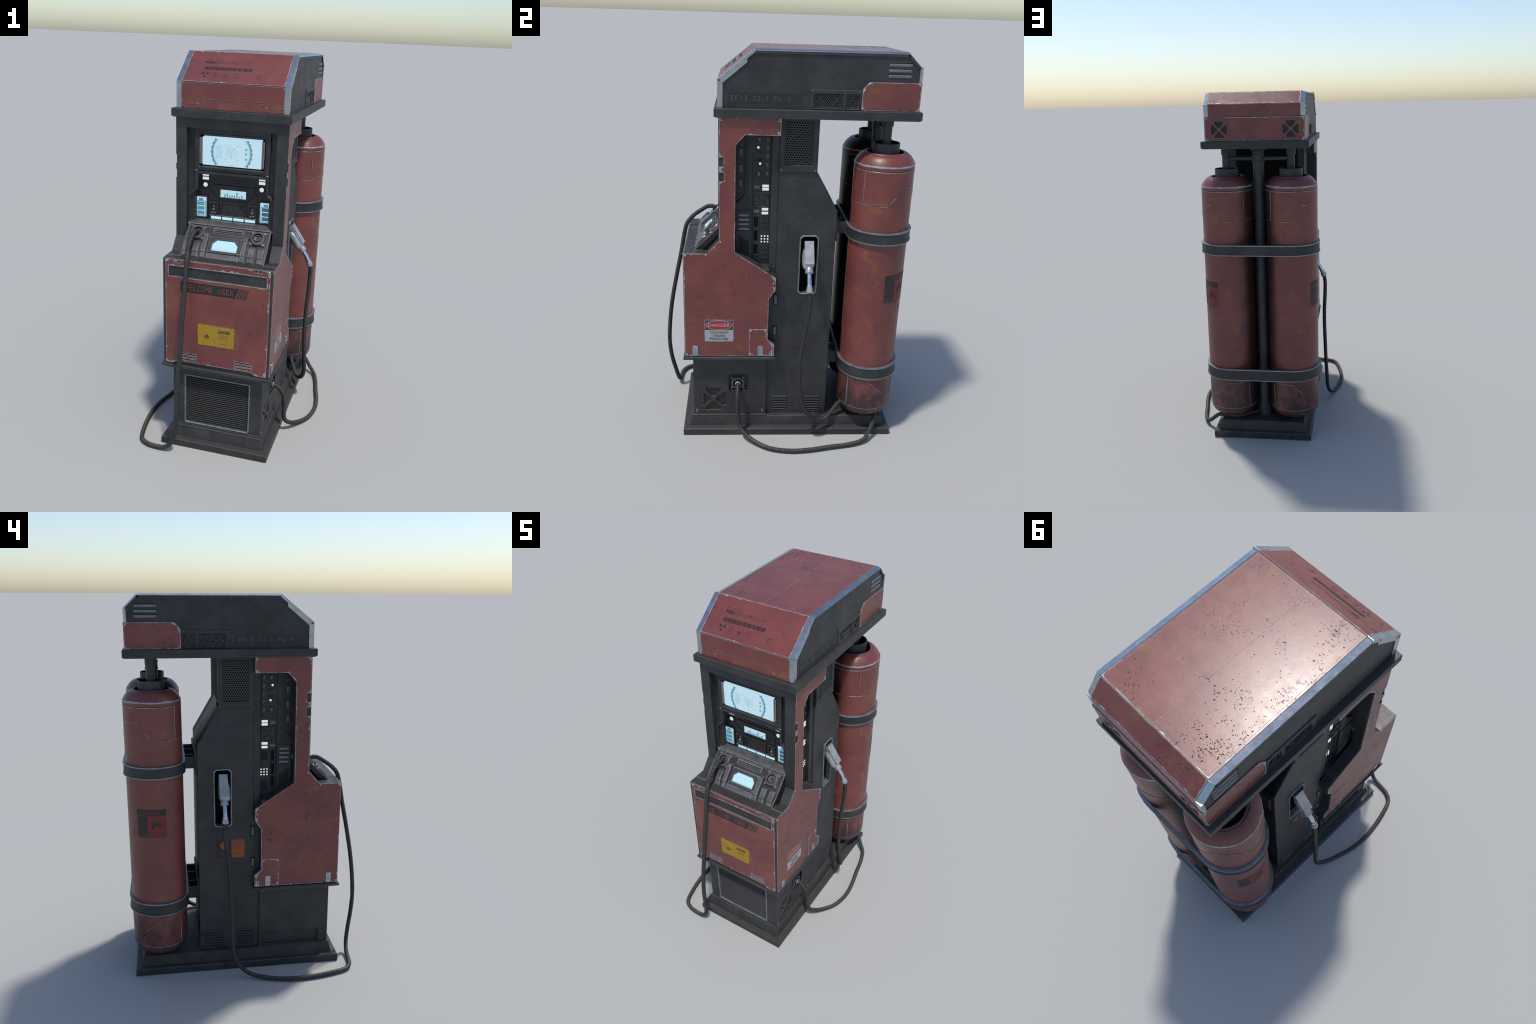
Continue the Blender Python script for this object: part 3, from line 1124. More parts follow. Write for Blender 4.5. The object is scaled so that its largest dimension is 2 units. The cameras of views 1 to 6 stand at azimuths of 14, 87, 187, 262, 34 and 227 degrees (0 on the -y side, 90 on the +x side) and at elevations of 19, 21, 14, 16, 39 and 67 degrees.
for s in (-1, 1):
    p.plate(front, [(s * .048, 1.285), (s * .040, 1.285), (s * .006, 1.229), (s * .014, 1.229)], w + .002, w + .0055, 'panel', .001)
p.build('stuff')

p = Part('chart_screen', bay)
p.box(front, -.0655, 1.316, .0655, 1.354, w, w + .0075, 'screen')
for i in range(11):
    p.box(front, -.065 + i * .013, 1.3165, -.0645 + i * .013, 1.3535, w + .0076, w + .0078, 'pale_ink')
for z in (1.3285, 1.341):
    p.box(front, -.065, z, .065, z + .0005, w + .0076, w + .00775, 'pale_ink')
for i, hgt in enumerate((.016, .023, .013, .014, .014, .028, .009, .016)):
    u = -.046 + i * .0125
    p.box(front, u, 1.3165, u + .0062, 1.3165 + hgt, w + .0079, w + .0082, 'teal')
p.build()

for s in (-1, 1):
    p = Part('battery_gauge', bay)
    c = s * .168
    p.plate(front, rrect(c - .0285, 1.2075, c + .0285, 1.3065, .003), w, w + .005, 'screen')
    body = rrect(c - .0255, 1.2100, c + .0255, 1.2880, .006)
    body_in = rrect(c - .0215, 1.2140, c + .0215, 1.2840, .003)
    m = 'teal' if s < 0 else 'teal_dark'
    p.plate(front, body, w + .0051, w + .0054, 'teal')
    p.plate(front, rect(c - .0115, 1.2885, c + .0115, 1.3005), w + .0051, w + .0054, 'teal')
    p.plate(front, body_in, w + .0055, w + .0058, 'white_light')
    for k in range(3):
        z = 1.2165 + k * .0232
        p.box(front, c - .0188, z, c + .0188, z + .0195, w + .0059, w + .0062, m)
    p.build()

p = Part('light_block', bay)
p.box(front, -.0158, -.0068, .0158, .0068, 0, .0045, 'white_light', .0008)
lb = p.build()
spots = [(s * .144, z) for s in (-1, 1) for z in (1.422, 1.4035)]
lb.location = front(spots[0][0], spots[0][1], w + .003)
copies(lb, [front(a, z, w + .003) for a, z in spots[1:]])
p = Part('light_bar', bay)
p.box(front, -.0262, -.0065, .0262, .0065, 0, .004, 'screen_hi', .0008)
lb = p.build()
us = [-.0885, -.0295, .0295, .0885]
lb.location = front(us[0], 1.206, w)
copies(lb, [front(a, 1.206, w) for a in us[1:]])
p = Part('round_light', bay)
p.lathe(front, 0, 0, [(.0135, 0), (.0135, .005), (.0118, .0065), (.0112, .005), (.0108, .0065), (.007, .0085), (0, .009)], 'white_light', 20,
        mats=['panel', 'panel', 'panel', 'white_light', 'white_light', 'white_light'])
lb = p.build()
lb.location = front(-.144, 1.372, w + .003)
copies(lb, [front(.144, 1.372, w + .003)])

# =====================================================================
#  CONTROL CONSOLE (sloping desk)
# =====================================================================
p = Part('control_console')
p.plate(console, rect(-.2090, -.012, .2090, .192), -.03, 0, 'console', .002, side='black')
for s in (-1, 1):
    a, c = sorted((s * .2080, s * .2135))
    p.plate(console, rect(a, -.010, c, .198), -.03, .0045, 'console', .002, side='panel')
    a, c = sorted((s * .2130, s * .2225))
    p.plate(console, rect(a, -.010, c, .195), -.04, -.020, 'black')  # black strip modelled as the shadow in the gap beside the desk
# rolled sill at the back
sill = [(-.235, 1.170), (-.300, 1.170), (-.3035, 1.1755), (-.301, 1.1805), (-.290, 1.188), (-.277, 1.1935), (-.262, 1.1965), (-.250, 1.195), (-.235, 1.190)]
p.plate(right, sill, -.2195, .2195, 'casting', .002)
p.box(front, -.205, 1.172, .205, 1.1765, .300, .3045, 'black')
# vents
for k in range(3):
    v = .1535 + k * .0088
    p.box(console, -.072, v, .072, v + .0030, -.004, .0012, 'black')
    p.box(console, -.075, v + .0034, .075, v + .0076, -.004, .0028, 'console', .001)
# screen surround
hexa = [(-.062, .059), (.062, .059), (.062, .0925), (.0435, .113), (-.0435, .113), (-.062, .0925)]
p.plate(console, [rect(-.083, .042, .083, .132), inset(hexa, -.003)], -.01, .0095, 'console', .003)
p.plate(console, rect(-.0845, .006, .0845, .0385), -.01, .0125, 'casting', .0045)
p.box(console, -.020, .019, .020, .0215, .0122, .0134, 'console')
con = p.build()
p = Part('console_screen', con)
p.plate(console, hexa, 0, .0048, 'screen_hi')
p.box(console, -.061, .0600, .061, .0665, .0049, .0052, 'screen')
p.build()
rivets(console, [(-.076, .126), (.076, .126), (-.076, .048), (.076, .048), (.058, .112)], .0095, con, .0035, 'casting')

def ridge(p, u0, u1, prof, m):
    """bar on the desk whose height follows (v, w) points, with chamfered flanks"""
    c = .0042
    b = len(p.v)
    for v, hgt in prof:
        p.v += [console(u0, v, -.004), console(u0, v, max(hgt - c, 0)), console(u0 + c, v, hgt), console(u1 - c, v, hgt),
                console(u1, v, max(hgt - c, 0)), console(u1, v, -.004)]
    for i in range(len(prof) - 1):
        for j in range(6):
            jj = (j + 1) % 6
            a, d = b + 6 * i, b + 6 * i + 6
            p.face((a + j, a + jj, d + jj, d + j), m)
    p.face([b + k for k in range(6)][::-1], m)
    e = b + 6 * (len(prof) - 1)
    p.face([e + k for k in range(6)], m)

p = Part('console_rib', con)
ribp = [(.006, .008), (.012, .015), (.033, .016), (.041, .023), (.112, .024), (.122, .029), (.136, .026), (.148, .004)]
for s in (-1, 1):
    u0, u1 = sorted((s * .0875, s * .1120))
    ridge(p, u0, u1, ribp, 'casting')
p.build()
p = Part('console_pad', con)
padp = [(.006, .006), (.012, .013), (.029, .014), (.037, .021), (.078, .022), (.088, .018), (.094, .002)]
for s in (-1, 1):
    for a in (.1235, .1710):
        u0, u1 = sorted((s * a, s * (a + .032)))
        ridge(p, u0, u1, padp, 'casting')
p.build()
for s in (-1, 1):
    p = Part('charging_port', con)
    c, v = s * .1535, .146
    p.plate(console, chamf(c - .034, v - .034, c + .034, v + .034, .010), -.01, .006, 'console', .002)
    for a in (45, 135, 225, 315):
        x, y = c + .044 * math.cos(math.radians(a)), v + .044 * math.sin(math.radians(a))
        if abs(x) < .208:
            p.lathe(console, x, y, [(.009, -.01), (.009, .006), (.006, .010), (0, .0105)], 'casting', 10)
    p.lathe(console, c, v, [(.038, -.01), (.038, .010), (.036, .014), (.031, .0175), (.026, .0175), (.0235, .014), (.0225, .006), (.0165, .005),
                            (.0165, .013), (.0155, .0145), (.0135, .014), (.0125, -.004), (0, -.004)], 'console', 32,
            mats=['casting', 'casting', 'casting', 'console', 'console', 'black', 'black', 'console', 'chrome', 'console', 'black', 'black'])
    p.build()

# =====================================================================
#  ELECTRONICS BAYS behind the side openings
# =====================================================================
p = Part('inner_core')
p.box(top, -.1895, -.245, .1895, -.020, .80, 1.706, 'panel2')
p.build()
for fr, s in SIDES:
    p = Part('electronics_bay')
    W = .190
    # front strip, deeper, with chamfered bottom
    p.plate(fr, [(-.240, 1.625), (-.196, 1.625), (-.196, 1.329), (-.232, 1.290), (-.240, 1.290)], W - .01, W + .001, 'panel')
    p.plate(fr, [(-.195, 1.625), (-.158, 1.625), (-.158, .96), (-.24, .96), (-.24, 1.284), (-.232, 1.284), (-.195, 1.324)], W - .005, W + .010, 'panel2', .002)
    p.box(fr, -.183, 1.26, -.163, 1.62, W + .009, W + .014, 'panel2', .002)
    p.box(fr, -.0690, .80, -.0325, 1.706, W - .01, .2150, 'dark_tower', .002)
    p.box(fr, -.0605, .80, -.0560, 1.70, .2150, .2165, 'dark_tower', .001)
    # centre board
    p.box(fr, -.157, .93, -.0705, 1.625, W - .005, W + .003, 'panel2')
    w = W + .003
    p.box(fr, -.103, 1.408, -.0745, 1.625, w, w + .003, 'panel', .001)
    for z in (1.594, 1.553, 1.512, 1.472, 1.430):
        p.plate(fr, rrect(-.0955, z - .0125, -.0790, z + .0125, .002), w + .003, w + .0045, 'panel')
        p.plate(fr, rrect(-.0925, z - .0085, -.0835, z + .0085, .0015), w + .0045, w + .0075, 'button', .001)
    for (y, z, d) in ((-.130, 1.548, -1), (-.128, 1.482, 1)):
        p.plate(fr, [(y - .014, z + .016), (y + .016, z + .016), (y + .016, z - .020), (y - .002, z - .020), (y - .014, z - .006)], w, w + .004, 'panel', .001)
        for k in range(3):
            p.box(fr, y - .012 + .004 * k, z + .010 * d - .002 + .004 * k * d, y + .014, z + .010 * d - .0005 + .004 * k * d, w + .004, w + .005, 'black')
    for z in (1.428, 1.592):
        p.plate(fr, [chamf(-.143, z - .018, -.114, z + .018, .006), rrect(-.138, z - .012, -.119, z + .012, .003)], w, w + .004, 'panel', .001)
        p.plate(fr, rrect(-.136, z - .0095, -.121, z + .0095, .0025), w, w + .006, 'button', .0015)
    for z0, z1 in ((1.353, 1.370), (1.232, 1.248)):
        p.plate(fr, rect(-.152, z0, -.122, z1), w, w + .003, 'button', .001)
    # X vent in a raised plate
    p.plate(fr, [rect(-.151, 1.262, -.074, 1.339)] + x_vent(-.1125, 1.3005, .034), w, w + .006, 'panel', .0015)
    p.box(fr, -.150, 1.264, -.076, 1.337, w, w + .001, 'wire')
    # card slots
    for z0, z1 in ((1.158, 1.213), (1.086, 1.143), (1.018, 1.071)):
        p.plate(fr, [rect(-.152, z0 - .006, -.122, z1 + .005), rect(-.146, z0, -.128, z1)], w, w + .004, 'panel', .001)
        p.box(fr, -.147, z0 - .001, -.127, z1 + .001, w, w + .0005, 'black')
    # hatched grilles
    for z0, z1 in ((1.159, 1.211), (.997, 1.051)):
        k = 0
        z = z0
        while z < z1 - .003:
            p.box(fr, -.111, z, -.0745, z + .0034, w, w + .003, 'panel', .0006)
            p.box(fr, -.111, z + .0036, -.0745, z + .0062, w, w + .0006, 'black')
            z += .0066
    # lower louvre box
    p.plate(fr, [rect(-.236, .985, -.1575, 1.2455)] + [rect(-.2235, z, -.1695, z + .0135) for z in (1.2140, 1.1910, 1.1680, 1.1440)], W, W + .0165, 'panel2', .002)
    for z in (1.2140, 1.1910, 1.1680, 1.1440):
        p.box(fr, -.2225, z + .0015, -.1705, z + .0135, W + .008, W + .0135, 'louver', .001)
    for k in range(5):
        z = 1.112 - k * .0148
        p.plate(fr, [(-.218, z), (-.218, z + .006), (-.168, z - .030), (-.168, z - .036)], W + .0164, W + .0175, 'black')
        p.plate(fr, [(-.218, z - .0065), (-.218, z - .0005), (-.168, z - .0365), (-.168, z - .0425)], W + .0164, W + .0195, 'panel2', .0012)
    eb = p.build()
    # lit parts
    p = Part('status_light', eb)
    for z0 in (1.3615, 1.3455, 1.2450, 1.2255):
        p.plate(fr, rect(-.110, z0, -.0785, z0 + .0125), w, w + .004, 'white_light', .0008)
    for i in range(3):
        for j in range(3):
            p.lathe(fr, -.108 + i * .0155, 1.083 + j * .0148, [(.0042, w - .001), (.0042, w + .002), (.0025, w + .0035), (0, w + .004)], 'white_light', 10)
    for y, z in ((-.133, 1.554), (-.123, 1.477)):
        p.lathe(fr, y, z, [(.0058, w), (.0058, w + .006), (.0035, w + .0075), (0, w + .008)], 'white_light', 12)
    p.build()
    p = Part('fuse_block', eb)
    for z in (1.529, 1.453, 1.379):
        p.plate(fr, rrect(-.2275, z - .023, -.2035, z + .023, .003), W, W + .004, 'panel', .001)
        p.plate(fr, rrect(-.2225, z - .017, -.2075, z + .017, .002), W + .004, W + .007, 'button', .001)
        p.box(fr, -.2165, z - .017, -.2135, z + .017, W + .0068, W + .0085, 'panel')
    p.build()

# =====================================================================
#  TOWER with holster recesses
# =====================================================================
TOW = [(-.033, .90), (-.074, .90), (-.074, .090), (.263, .090), (.2575, 1.255), (.147, 1.443), (.147, 1.7055), (-.033, 1.7055)]
HOL = chamf(.0835, .8145, .1735, 1.1260, .013)
p = Part('tower')
p.plate(right, [(-.06, .09), (.2585, .090), (.2535, 1.254), (.143, 1.442), (.143, 1.560), (-.06, 1.560)], -.135, .135, 'black')
p.plate(right, [(.2585, .090), (.2625, .090), (.2575, 1.255), (.147, 1.443), (.147, 1.47), (.143, 1.47), (.143, 1.442), (.2535, 1.254)], -.2105, .2105, 'dark_tower')
p.box(top, -.2105, .05, .2105, .115, 1.46, 1.7055, 'black')
p.box(top, -.2105, .1, .2105, .1465, 1.45, 1.475, 'dark_tower', .002)
p.box(top, -.2105, .1, .2105, .1465, 1.69, 1.7055, 'dark_tower', .002)
p.plate(back, rect(-.188, 1.476, .188, 1.689), .140, .1472, 'black')
tower = p.build()
for fr, s in SIDES:
    p = Part('tower_side', tower)
    p.plate(fr, [TOW, HOL], .125, .2220, 'dark_tower', .0025)
    p.build()
    p = Part('holster_frame', tower)
    p.plate(fr, [chamf(.0800, .8110, .1770, 1.1295, .0145), chamf(.0875, .8185, .1695, 1.1220, .0115)], .200, .2285, 'bandrim', .002)
    p.build()
    # honeycomb ventilator
    p = Part('ventilator', tower)
    p.plate(fr, [rect(-.034, 1.4445, .1475, 1.7055), rect(-.008, 1.479, .121, 1.683)], .215, .2300, 'dark', .003)
    p.ring(fr, rect(-.012, 1.475, .125, 1.687), rect(-.0075, 1.4795, .1205, 1.6825), .222, .2275, 'dark', .001)
    p.box(fr, -.009, 1.478, .122, 1.684, .2218, .2226, 'black')
    ve = p.build()
    rivets(fr, [(-.024, 1.454), (.138, 1.454), (.138, 1.697), (-.024, 1.697)], .2300, ve, .0042, 'louver')
    p = Part('honeycomb_grille', tower)
    pit = .0123
    row = pit * .866
    nr = int(.204 / row) + 1
    for j in range(nr):
        for i in range(12):
            u = -.0075 + i * pit + (pit / 2 if j % 2 else 0)
            v = 1.484 + j * row
            if not (-.010 < u < .123) or v > 1.683:
                continue
            ho = [(u + pit * .5774 * math.cos(math.radians(90 + 60 * k)), v + pit * .5774 * math.sin(math.radians(90 + 60 * k))) for k in range(6)]
            ho = [(min(max(a, -.0085), .1215), min(max(b2, 1.4785), 1.6835)) for a, b2 in ho]
            hi_ = [(u + .0047 * math.cos(math.radians(90 + 60 * k)), v + .0047 * math.sin(math.radians(90 + 60 * k))) for k in range(6)]
            b = len(p.v)
            p.v += [fr(a, c, .2262) for a, c in ho] + [fr(a, c, .2262) for a, c in hi_] + [fr(a, c, .2228) for a, c in hi_]
            fl = flips(fr)
            for k in range(6):
                kk = (k + 1) % 6
                p.face((b + k, b + kk, b + 6 + kk, b + 6 + k), 'comb', False, fl)
                p.face((b + 6 + k, b + 6 + kk, b + 12 + kk, b + 12 + k), 'comb', False, fl)
    p.build('stuff')
    # louvres near the floor
    p = Part('tower_louver', tower)
    for (y0, y1) in ((-.041, .056), (.136, .236)):
        p.ring(fr, rrect(y0, .104, y1, .206, .004), rrect(y0 + .004, .108, y1 - .004, .202, .003), .220, .2238, 'dark_tower', .001)
        for k in range(6):
            z = .110 + k * .0153
            p.box(fr, y0 + .006, z, y1 - .006, z + .0035, .2215, .2224, 'black')
            p.plate(fr, rrect(y0 + .007, z + .0042, y1 - .007, z + .0125, .003), .221, .2252, 'dark_tower', .002)
    p.build()
    p = Part('latch_tab', tower)
    for z0, z1 in ((.756, .807), (.578, .626)):
        p.plate(fr, rect(-.041, z0 - .004, -.018, z1 + .004), .215, .2235, 'black')
        p.plate(fr, rect(-.038, z0, -.021, z1), .222, .2285, 'button', .002)
    p.build()
rivets(right, [(-.045, .958), (-.045, 1.61)], .2150, tower, .004, 'louver')
rivets(left_mirror, [(-.045, .958), (-.045, 1.61)], .2150, tower, .004, 'louver')

# keep-out sticker on the left flank (reads from the left side; u = -y)
p = Part('warning_sticker', tower)
w = .2222
r5 = random.Random(9)
def dash_border(p, fr, u0, v0, u1, v1, w, m, rng):
    n = 16
    for k in range(n):
        for (a, b2, c, d) in ((u0, u1, v0, v0), (u0, u1, v1, v1)):
            if rng.random() < .72:
                x0 = a + (b2 - a) * k / n
                p.box(fr, x0, c - .0011, x0 + (b2 - a) / n, c + .0011, w, w + .0003, m)
    n = 9
    for k in range(n):
        for c in (u0, u1):
            if rng.random() < .65:
                z0 = v0 + (v1 - v0) * k / n
                p.box(fr, c - .0011, z0, c + .0011, z0 + (v1 - v0) / n, w, w + .0003, m)
dash_border(p, left, -.174, .629, -.011, .741, w, 'orange_dim', r5)
p.box(left, -.169, .633, -.086, .737, w, w + .0003, 'label_on_dark')
p.plate(left, ragged(rect(-.0855, .6345, -.0165, .736), .01, -.001, r5), w, w + .0003, 'orange')
for k, (tx, e) in enumerate((('AUTHORIZED', -.0235), ('PERSONNEL', -.027), ('ONLY', -.055))):
    z = .7175 - k * .0165
    p.text(left, tx, -.080, z, e, z + .0115, w + .0004, w + .0006, 'text_dark', .012)
for z in (.664, .656, .648):
    p.box(left, -.078, z, -.040, z + .0018, w + .0004, w + .0006, 'orange_dim')
hand = [(-.146, .700), (-.140, .688), (-.128, .681), (-.114, .683), (-.106, .694), (-.103, .708), (-.108, .708), (-.113, .700), (-.113, .722),
        (-.118, .723), (-.119, .727), (-.125, .728), (-.131, .727), (-.137, .722), (-.142, .718), (-.146, .712)]
p.plate(left, hand, w + .0004, w + .0006, 'orange')
p.text(left, 'STOP', -.150, .645, -.105, .665, w + .0004, w + .0006, 'orange_dim', .01)
p.build()

# =====================================================================
#  CANOPY
# =====================================================================
p = Part('canopy_ledge')
p.plate(top, rect(-.2925, -.339, .2925, .602), 1.7055, 1.7425, 'dark', .002)
p.plate(top, rect(-.286, -.332, .286, .595), 1.7015, 1.7055, 'dark')
p.build()

CAN = [(-.3190, 1.7425), (-.3190, 1.852), (-.160, 1.983), (.519, 1.983), (.576, 1.929), (.5800, 1.7425)]
p = Part('canopy')
p.plate(right, CAN, -.2585, .2585, 'dark', .001)
for fr, s in SIDES:
    p.plate(fr, [CAN, rect(.108, 1.7475, .3165, 1.8155)], .2580, .2665, 'dark', .001)
canopy = p.build()

p = Part('canopy_panel', canopy)
# top sheet in two halves with a raised pressed border
for s in (-1, 1):
    a, c = sorted((s * .0008, s * .2465))
    p.plate(top, rect(a, -.1565, c, .5245), 1.980, 1.9980, 'red_top', .0008)
p.box(top, -.0010, -.154, .0010, .522, 1.980, 1.9976, 'red_top')
p.plate(top, rect(-.2385, -.1485, .2385, .5165), 1.9975, 1.9986, 'red_top', .0009)
p.build()
# flaked-off paint on the roof: clusters of small dark scabs and one crooked crack
p = Part('paint_flake', canopy)
rf = random.Random(77)
def flake(u, v, r):
    n = rf.randint(5, 7)
    a0 = rf.uniform(0, 6.28)
    st = math.exp(rf.uniform(-.75, .75))
    p.plate(top, [(u + r * st * rf.uniform(.55, 1.2) * math.cos(a0 + 6.283 * i / n), v + r / st * rf.uniform(.55, 1.2) * math.sin(a0 + 6.283 * i / n)) for i in range(n)],
            1.9984, 1.9989, 'scab')
for cu, cv, su, sv, num, big in ((-.19, .46, .035, .040, 85, .0030), (-.225, .38, .012, .05, 40, .0026), (-.09, .43, .030, .040, 30, .0026), (-.21, .25, .02, .05, 26, .0022),
                                 (.175, .48, .040, .03, 34, .0026), (.13, .47, .03, .03, 14, .0022), (-.19, -.09, .03, .035, 34, .0026), (-.13, -.10, .03, .03, 18, .0022),
                                 (.16, -.11, .05, .02, 16, .0024), (-.10, .12, .05, .06, 26, .0024), (.0, .2, .20, .28, 70, .0017), (-.1, .30, .05, .05, 26, .0026)):
    for k in range(num):
        u, v = rf.gauss(cu, su), rf.gauss(cv, sv)
        if abs(u) < .234 and -.144 < v < .512:
            flake(u, v, big * rf.uniform(.35, 1.15))
crack = [(.040, .325), (.010, .300), (-.030, .305), (-.058, .318), (-.082, .352)]
for (a, b2), (c, d) in zip(crack[:-1], crack[1:]):
    for k in range(7):
        t = k / 7
        if rf.random() < .8:
            flake(a + (c - a) * t + rf.gauss(0, .0025), b2 + (d - b2) * t + rf.gauss(0, .0025), .0026 * rf.uniform(.5, 1.2))
p.build('stuff')
p = Part('weld_seam', canopy)
rw = random.Random(21)
y = -.150
while y < .515:
    L = rw.uniform(.006, .022)
    p.box(top, -.0013, y, .0013, min(y + L, .516), 1.9980, 2.0000 - rw.random() * .0005, 'red_top' if rw.random() < .4 else 'worn_seam', .0007)  # paler dashes mixed in to colour the bead's sparkle
    y += L + rw.uniform(.002, .008)
p.build('stuff')
p = Part('canopy_panel', canopy)
p.plate(slope, rect(-.2465, .0005, .2465, _sl - .0005), -.016, .0025, 'red', .0008)
p.build()
p = Part('worn_edge', canopy)
worn_rim(p, slope, rect(-.2460, .001, .2460, _sl - .001), .0025, 111, base=.0018, amp=.0016, chip=.007, odds=.035, corner=.003, reach=.01)
worn_rim(p, top, rect(-.2457, -.1557, .2457, .5237), 1.9981, 112, base=.0015, amp=.0015, chip=.004, odds=.04, corner=.004, reach=.015)
p.build('stuff')
p = Part('canopy_panel', canopy)
z0 = 1.7435
seam = [(-.2465, 1.762), (-.163, 1.762), (-.147, 1.787), (.147, 1.787), (.163, 1.762), (.2465, 1.762)]
p.plate(front, [(x, z + .0011) for x, z in seam] + [(.2465, 1.8635), (-.2465, 1.8635)], .31, .3225, 'red', .0012)
p.plate(front, [(-.2465, z0), (.2465, z0)] + [(x, z - .0011) for x, z in reversed(seam)], .31, .3225, 'red', .0012)
worn_rim(p, front, inset([(x, z + .0011) for x, z in seam] + [(.2465, 1.8635), (-.2465, 1.8635)], .0011), .3225, 118, base=.0004, amp=.0006, chip=.002, odds=.015, corner=.005, reach=.012)
p.build()
p = Part('canopy_panel', canopy)
# rear slope and rear upright
bs = math.hypot(.0605, .0595)
def rear_slope(u, v, w):
    return Vector((-u, .524 + v * .0605 / bs + w * .0595 / bs, 1.9955 - v * .0595 / bs + w * .0605 / bs))
p.plate(rear_slope, rect(-.2465, .0005, .2465, bs - .0005), -.014, .0025, 'red_top', .0008)
worn_rim(p, rear_slope, rect(-.246, .001, .246, bs - .001), .0025, 113, base=.0018, amp=.002, chip=.005, odds=.05, corner=.003, reach=.01)
p.plate(back, rect(-.2465, 1.870, .2465, 1.9355), .575, .5880, 'red', .0008)
p.plate(back, [rect(-.2690, 1.7435, .2690, 1.8685)] + x_vent(-.1905, 1.804, .0425) + x_vent(.1945, 1.804, .0425), .570, .5910, 'red', .0018)
for u in (-.1905, .1945):
    p.box(back, u - .044, 1.759, u + .044, 1.849, .578, .5795, 'panel')
worn_rim(p, back, inset(rect(-.2690, 1.7435, .2690, 1.8685), .0016), .5910, 114, base=.0016, amp=.0016, chip=.005, odds=.04, corner=.010)
rp = p.build()
rivets(back, [(-.262, 1.861), (.262, 1.861)], .5910, rp, .0042)
rivets(front, [(-.240, 1.751), (.240, 1.751), (-.240, 1.770), (.240, 1.770), (-.152, 1.778), (.152, 1.778), (-.165, 1.753), (.165, 1.753)], .3225, canopy, .0036, 'red')
for fr, s in SIDES:
    p = Part('canopy_side_panel', canopy)
    rsp = [(.324, 1.7435), (.590, 1.7435), (.590, 1.8690), (.352, 1.8690), (.324, 1.836)]
    p.plate(fr, rsp, .255, .2705, 'red', .0012)
    worn_rim(p, fr, inset(rsp, .0012), .2705, 116 + s, base=.0014, amp=.0015, chip=.004, odds=.05, corner=.012, reach=.02)
    cs = p.build()
    rivets(fr, [(.358, 1.861), (.581, 1.861), (.332, 1.832), (.332, 1.752)], .2705, cs, .0042)

# steel corner trim: lies on both faces of each roof edge
def tilted(fr):
    """trim sections lean outwards a little towards the flank"""
    def f(u, v, w):
        return fr(u, v, w - max(0, abs(u) - .2475) * .30)
    return f
p = Part('corner_trim', canopy)
for s in (-1, 1):
    a, c = sorted((s * .2470, s * .2715))
    p.plate(front, rect(a, 1.7435, c, 1.8650), .30, .3240, 'steel', .001)
    p.plate(slope, rect(a, -.001, c, _sl - .0005), -.010, .0030, 'steel', .0010)
    p.plate(tilted(top), rect(a, -.1560, c, .5240), 1.9875, 1.9990, 'steel', .0012, side='dark')
    p.plate(tilted(rear_slope), rect(a, .001, c, bs - .001), -.008, .0030, 'steel', .0012, side='dark')
    p.plate(back, rect(a, 1.8700, c, 1.9365), .575, .5885, 'steel', .001)
for fr, s in SIDES:
    p.plate(fr, [(-.3235, 1.7435), (-.2990, 1.7435), (-.2990, 1.8510), (-.1915, 1.9400), (-.1915, 1.9700), (-.3235, 1.8650)], .262, .2712, 'steel', .001)
ct = p.build()
for fr, s in SIDES:
    rivets(fr, [(-.316, 1.858), (-.305, 1.862), (-.200, 1.957)], .2712, ct, .0030, 'bare')
rivets(front, [(-.259, 1.858), (.259, 1.858), (-.259, 1.750), (.259, 1.750)], .3240, ct, .0030)

# stencils on the sloping front
p = Part('serial_stencil', canopy)
w = .0025
p.text(slope, 'TRACKING NO', -.166, .1515, -.092, .1570, w, w + .0003, 'ink_faint', .02)
p.mono(slope, 'FEBX', -.1640, .1250, .0138, .0122, .0175, w, w + .0003, 'ink', .05)
p.mono(slope, '2582039210203', -.1078, .1255, .0128, .0108, .0165, w, w + .0003, 'ink_faint')
p.build()
p = Part('barcode', canopy)
rb = random.Random(4)
u = -.161
k = 0
while u < .074:
    wide = .0080 if k % 6 == 4 else rb.choice((.0016, .0022, .0030))
    p.box(slope, u, .0825, min(u + wide, .078), .1035, w, w + .0003, 'ink' if k % 6 == 4 or k % 3 else 'ink_faint')
    u += wide + rb.choice((.0008, .0011, .0015))
    k += 1
p.build('stuff')
p = Part('hazard_pictogram', canopy)
cv = .0515
for k in range(3):
    t0 = math.radians(30 + 120 * k - 28)
    q = []
    for i in range(7):
        t = t0 + math.radians(56) * i / 6
        q.append((-.146 + .0185 * math.cos(t), cv + .0185 * math.sin(t)))
    q.append((-.146 + .003 * math.cos(t0 + math.radians(28)), cv + .004 * math.sin(t0 + math.radians(28))))
    p.plate(slope, q, w, w + .0003, 'ink')
for cu in (-.098, -.047, .005):
    p.plate(slope, [circle(cu, cv, .0190, 36), circle(cu, cv, .0178, 36)], w, w + .0003, 'ink_faint')
p.plate(slope, [(-.0985, .0645), (-.093, .054), (-.0965, .054), (-.0965, .0385), (-.1035, .052), (-.100, .052)], w, w + .0003, 'ink')
p.plate(slope, flame(-.047, .0505, .0085), w, w + .0003, 'ink')
p.plate(slope, flame_hollow(-.047, .0510, .0065), w + .0004, w + .0006, 'red')
p.plate(slope, [[(-.006, .041), (-.003, .041), (.005, .0605), (.013, .041), (.016, .041), (.0065, .0645), (.0035, .0645)],
                ][0], w, w + .0003, 'ink_faint')
p.box(slope, .0005, .048, .0095, .0500, w + .0001, w + .00035, 'ink_faint')
p.build()
p = Part('inspection_mark', canopy)
p.box(slope, .1625, .095, .1645, .1215, w, w + .0003, 'ink')
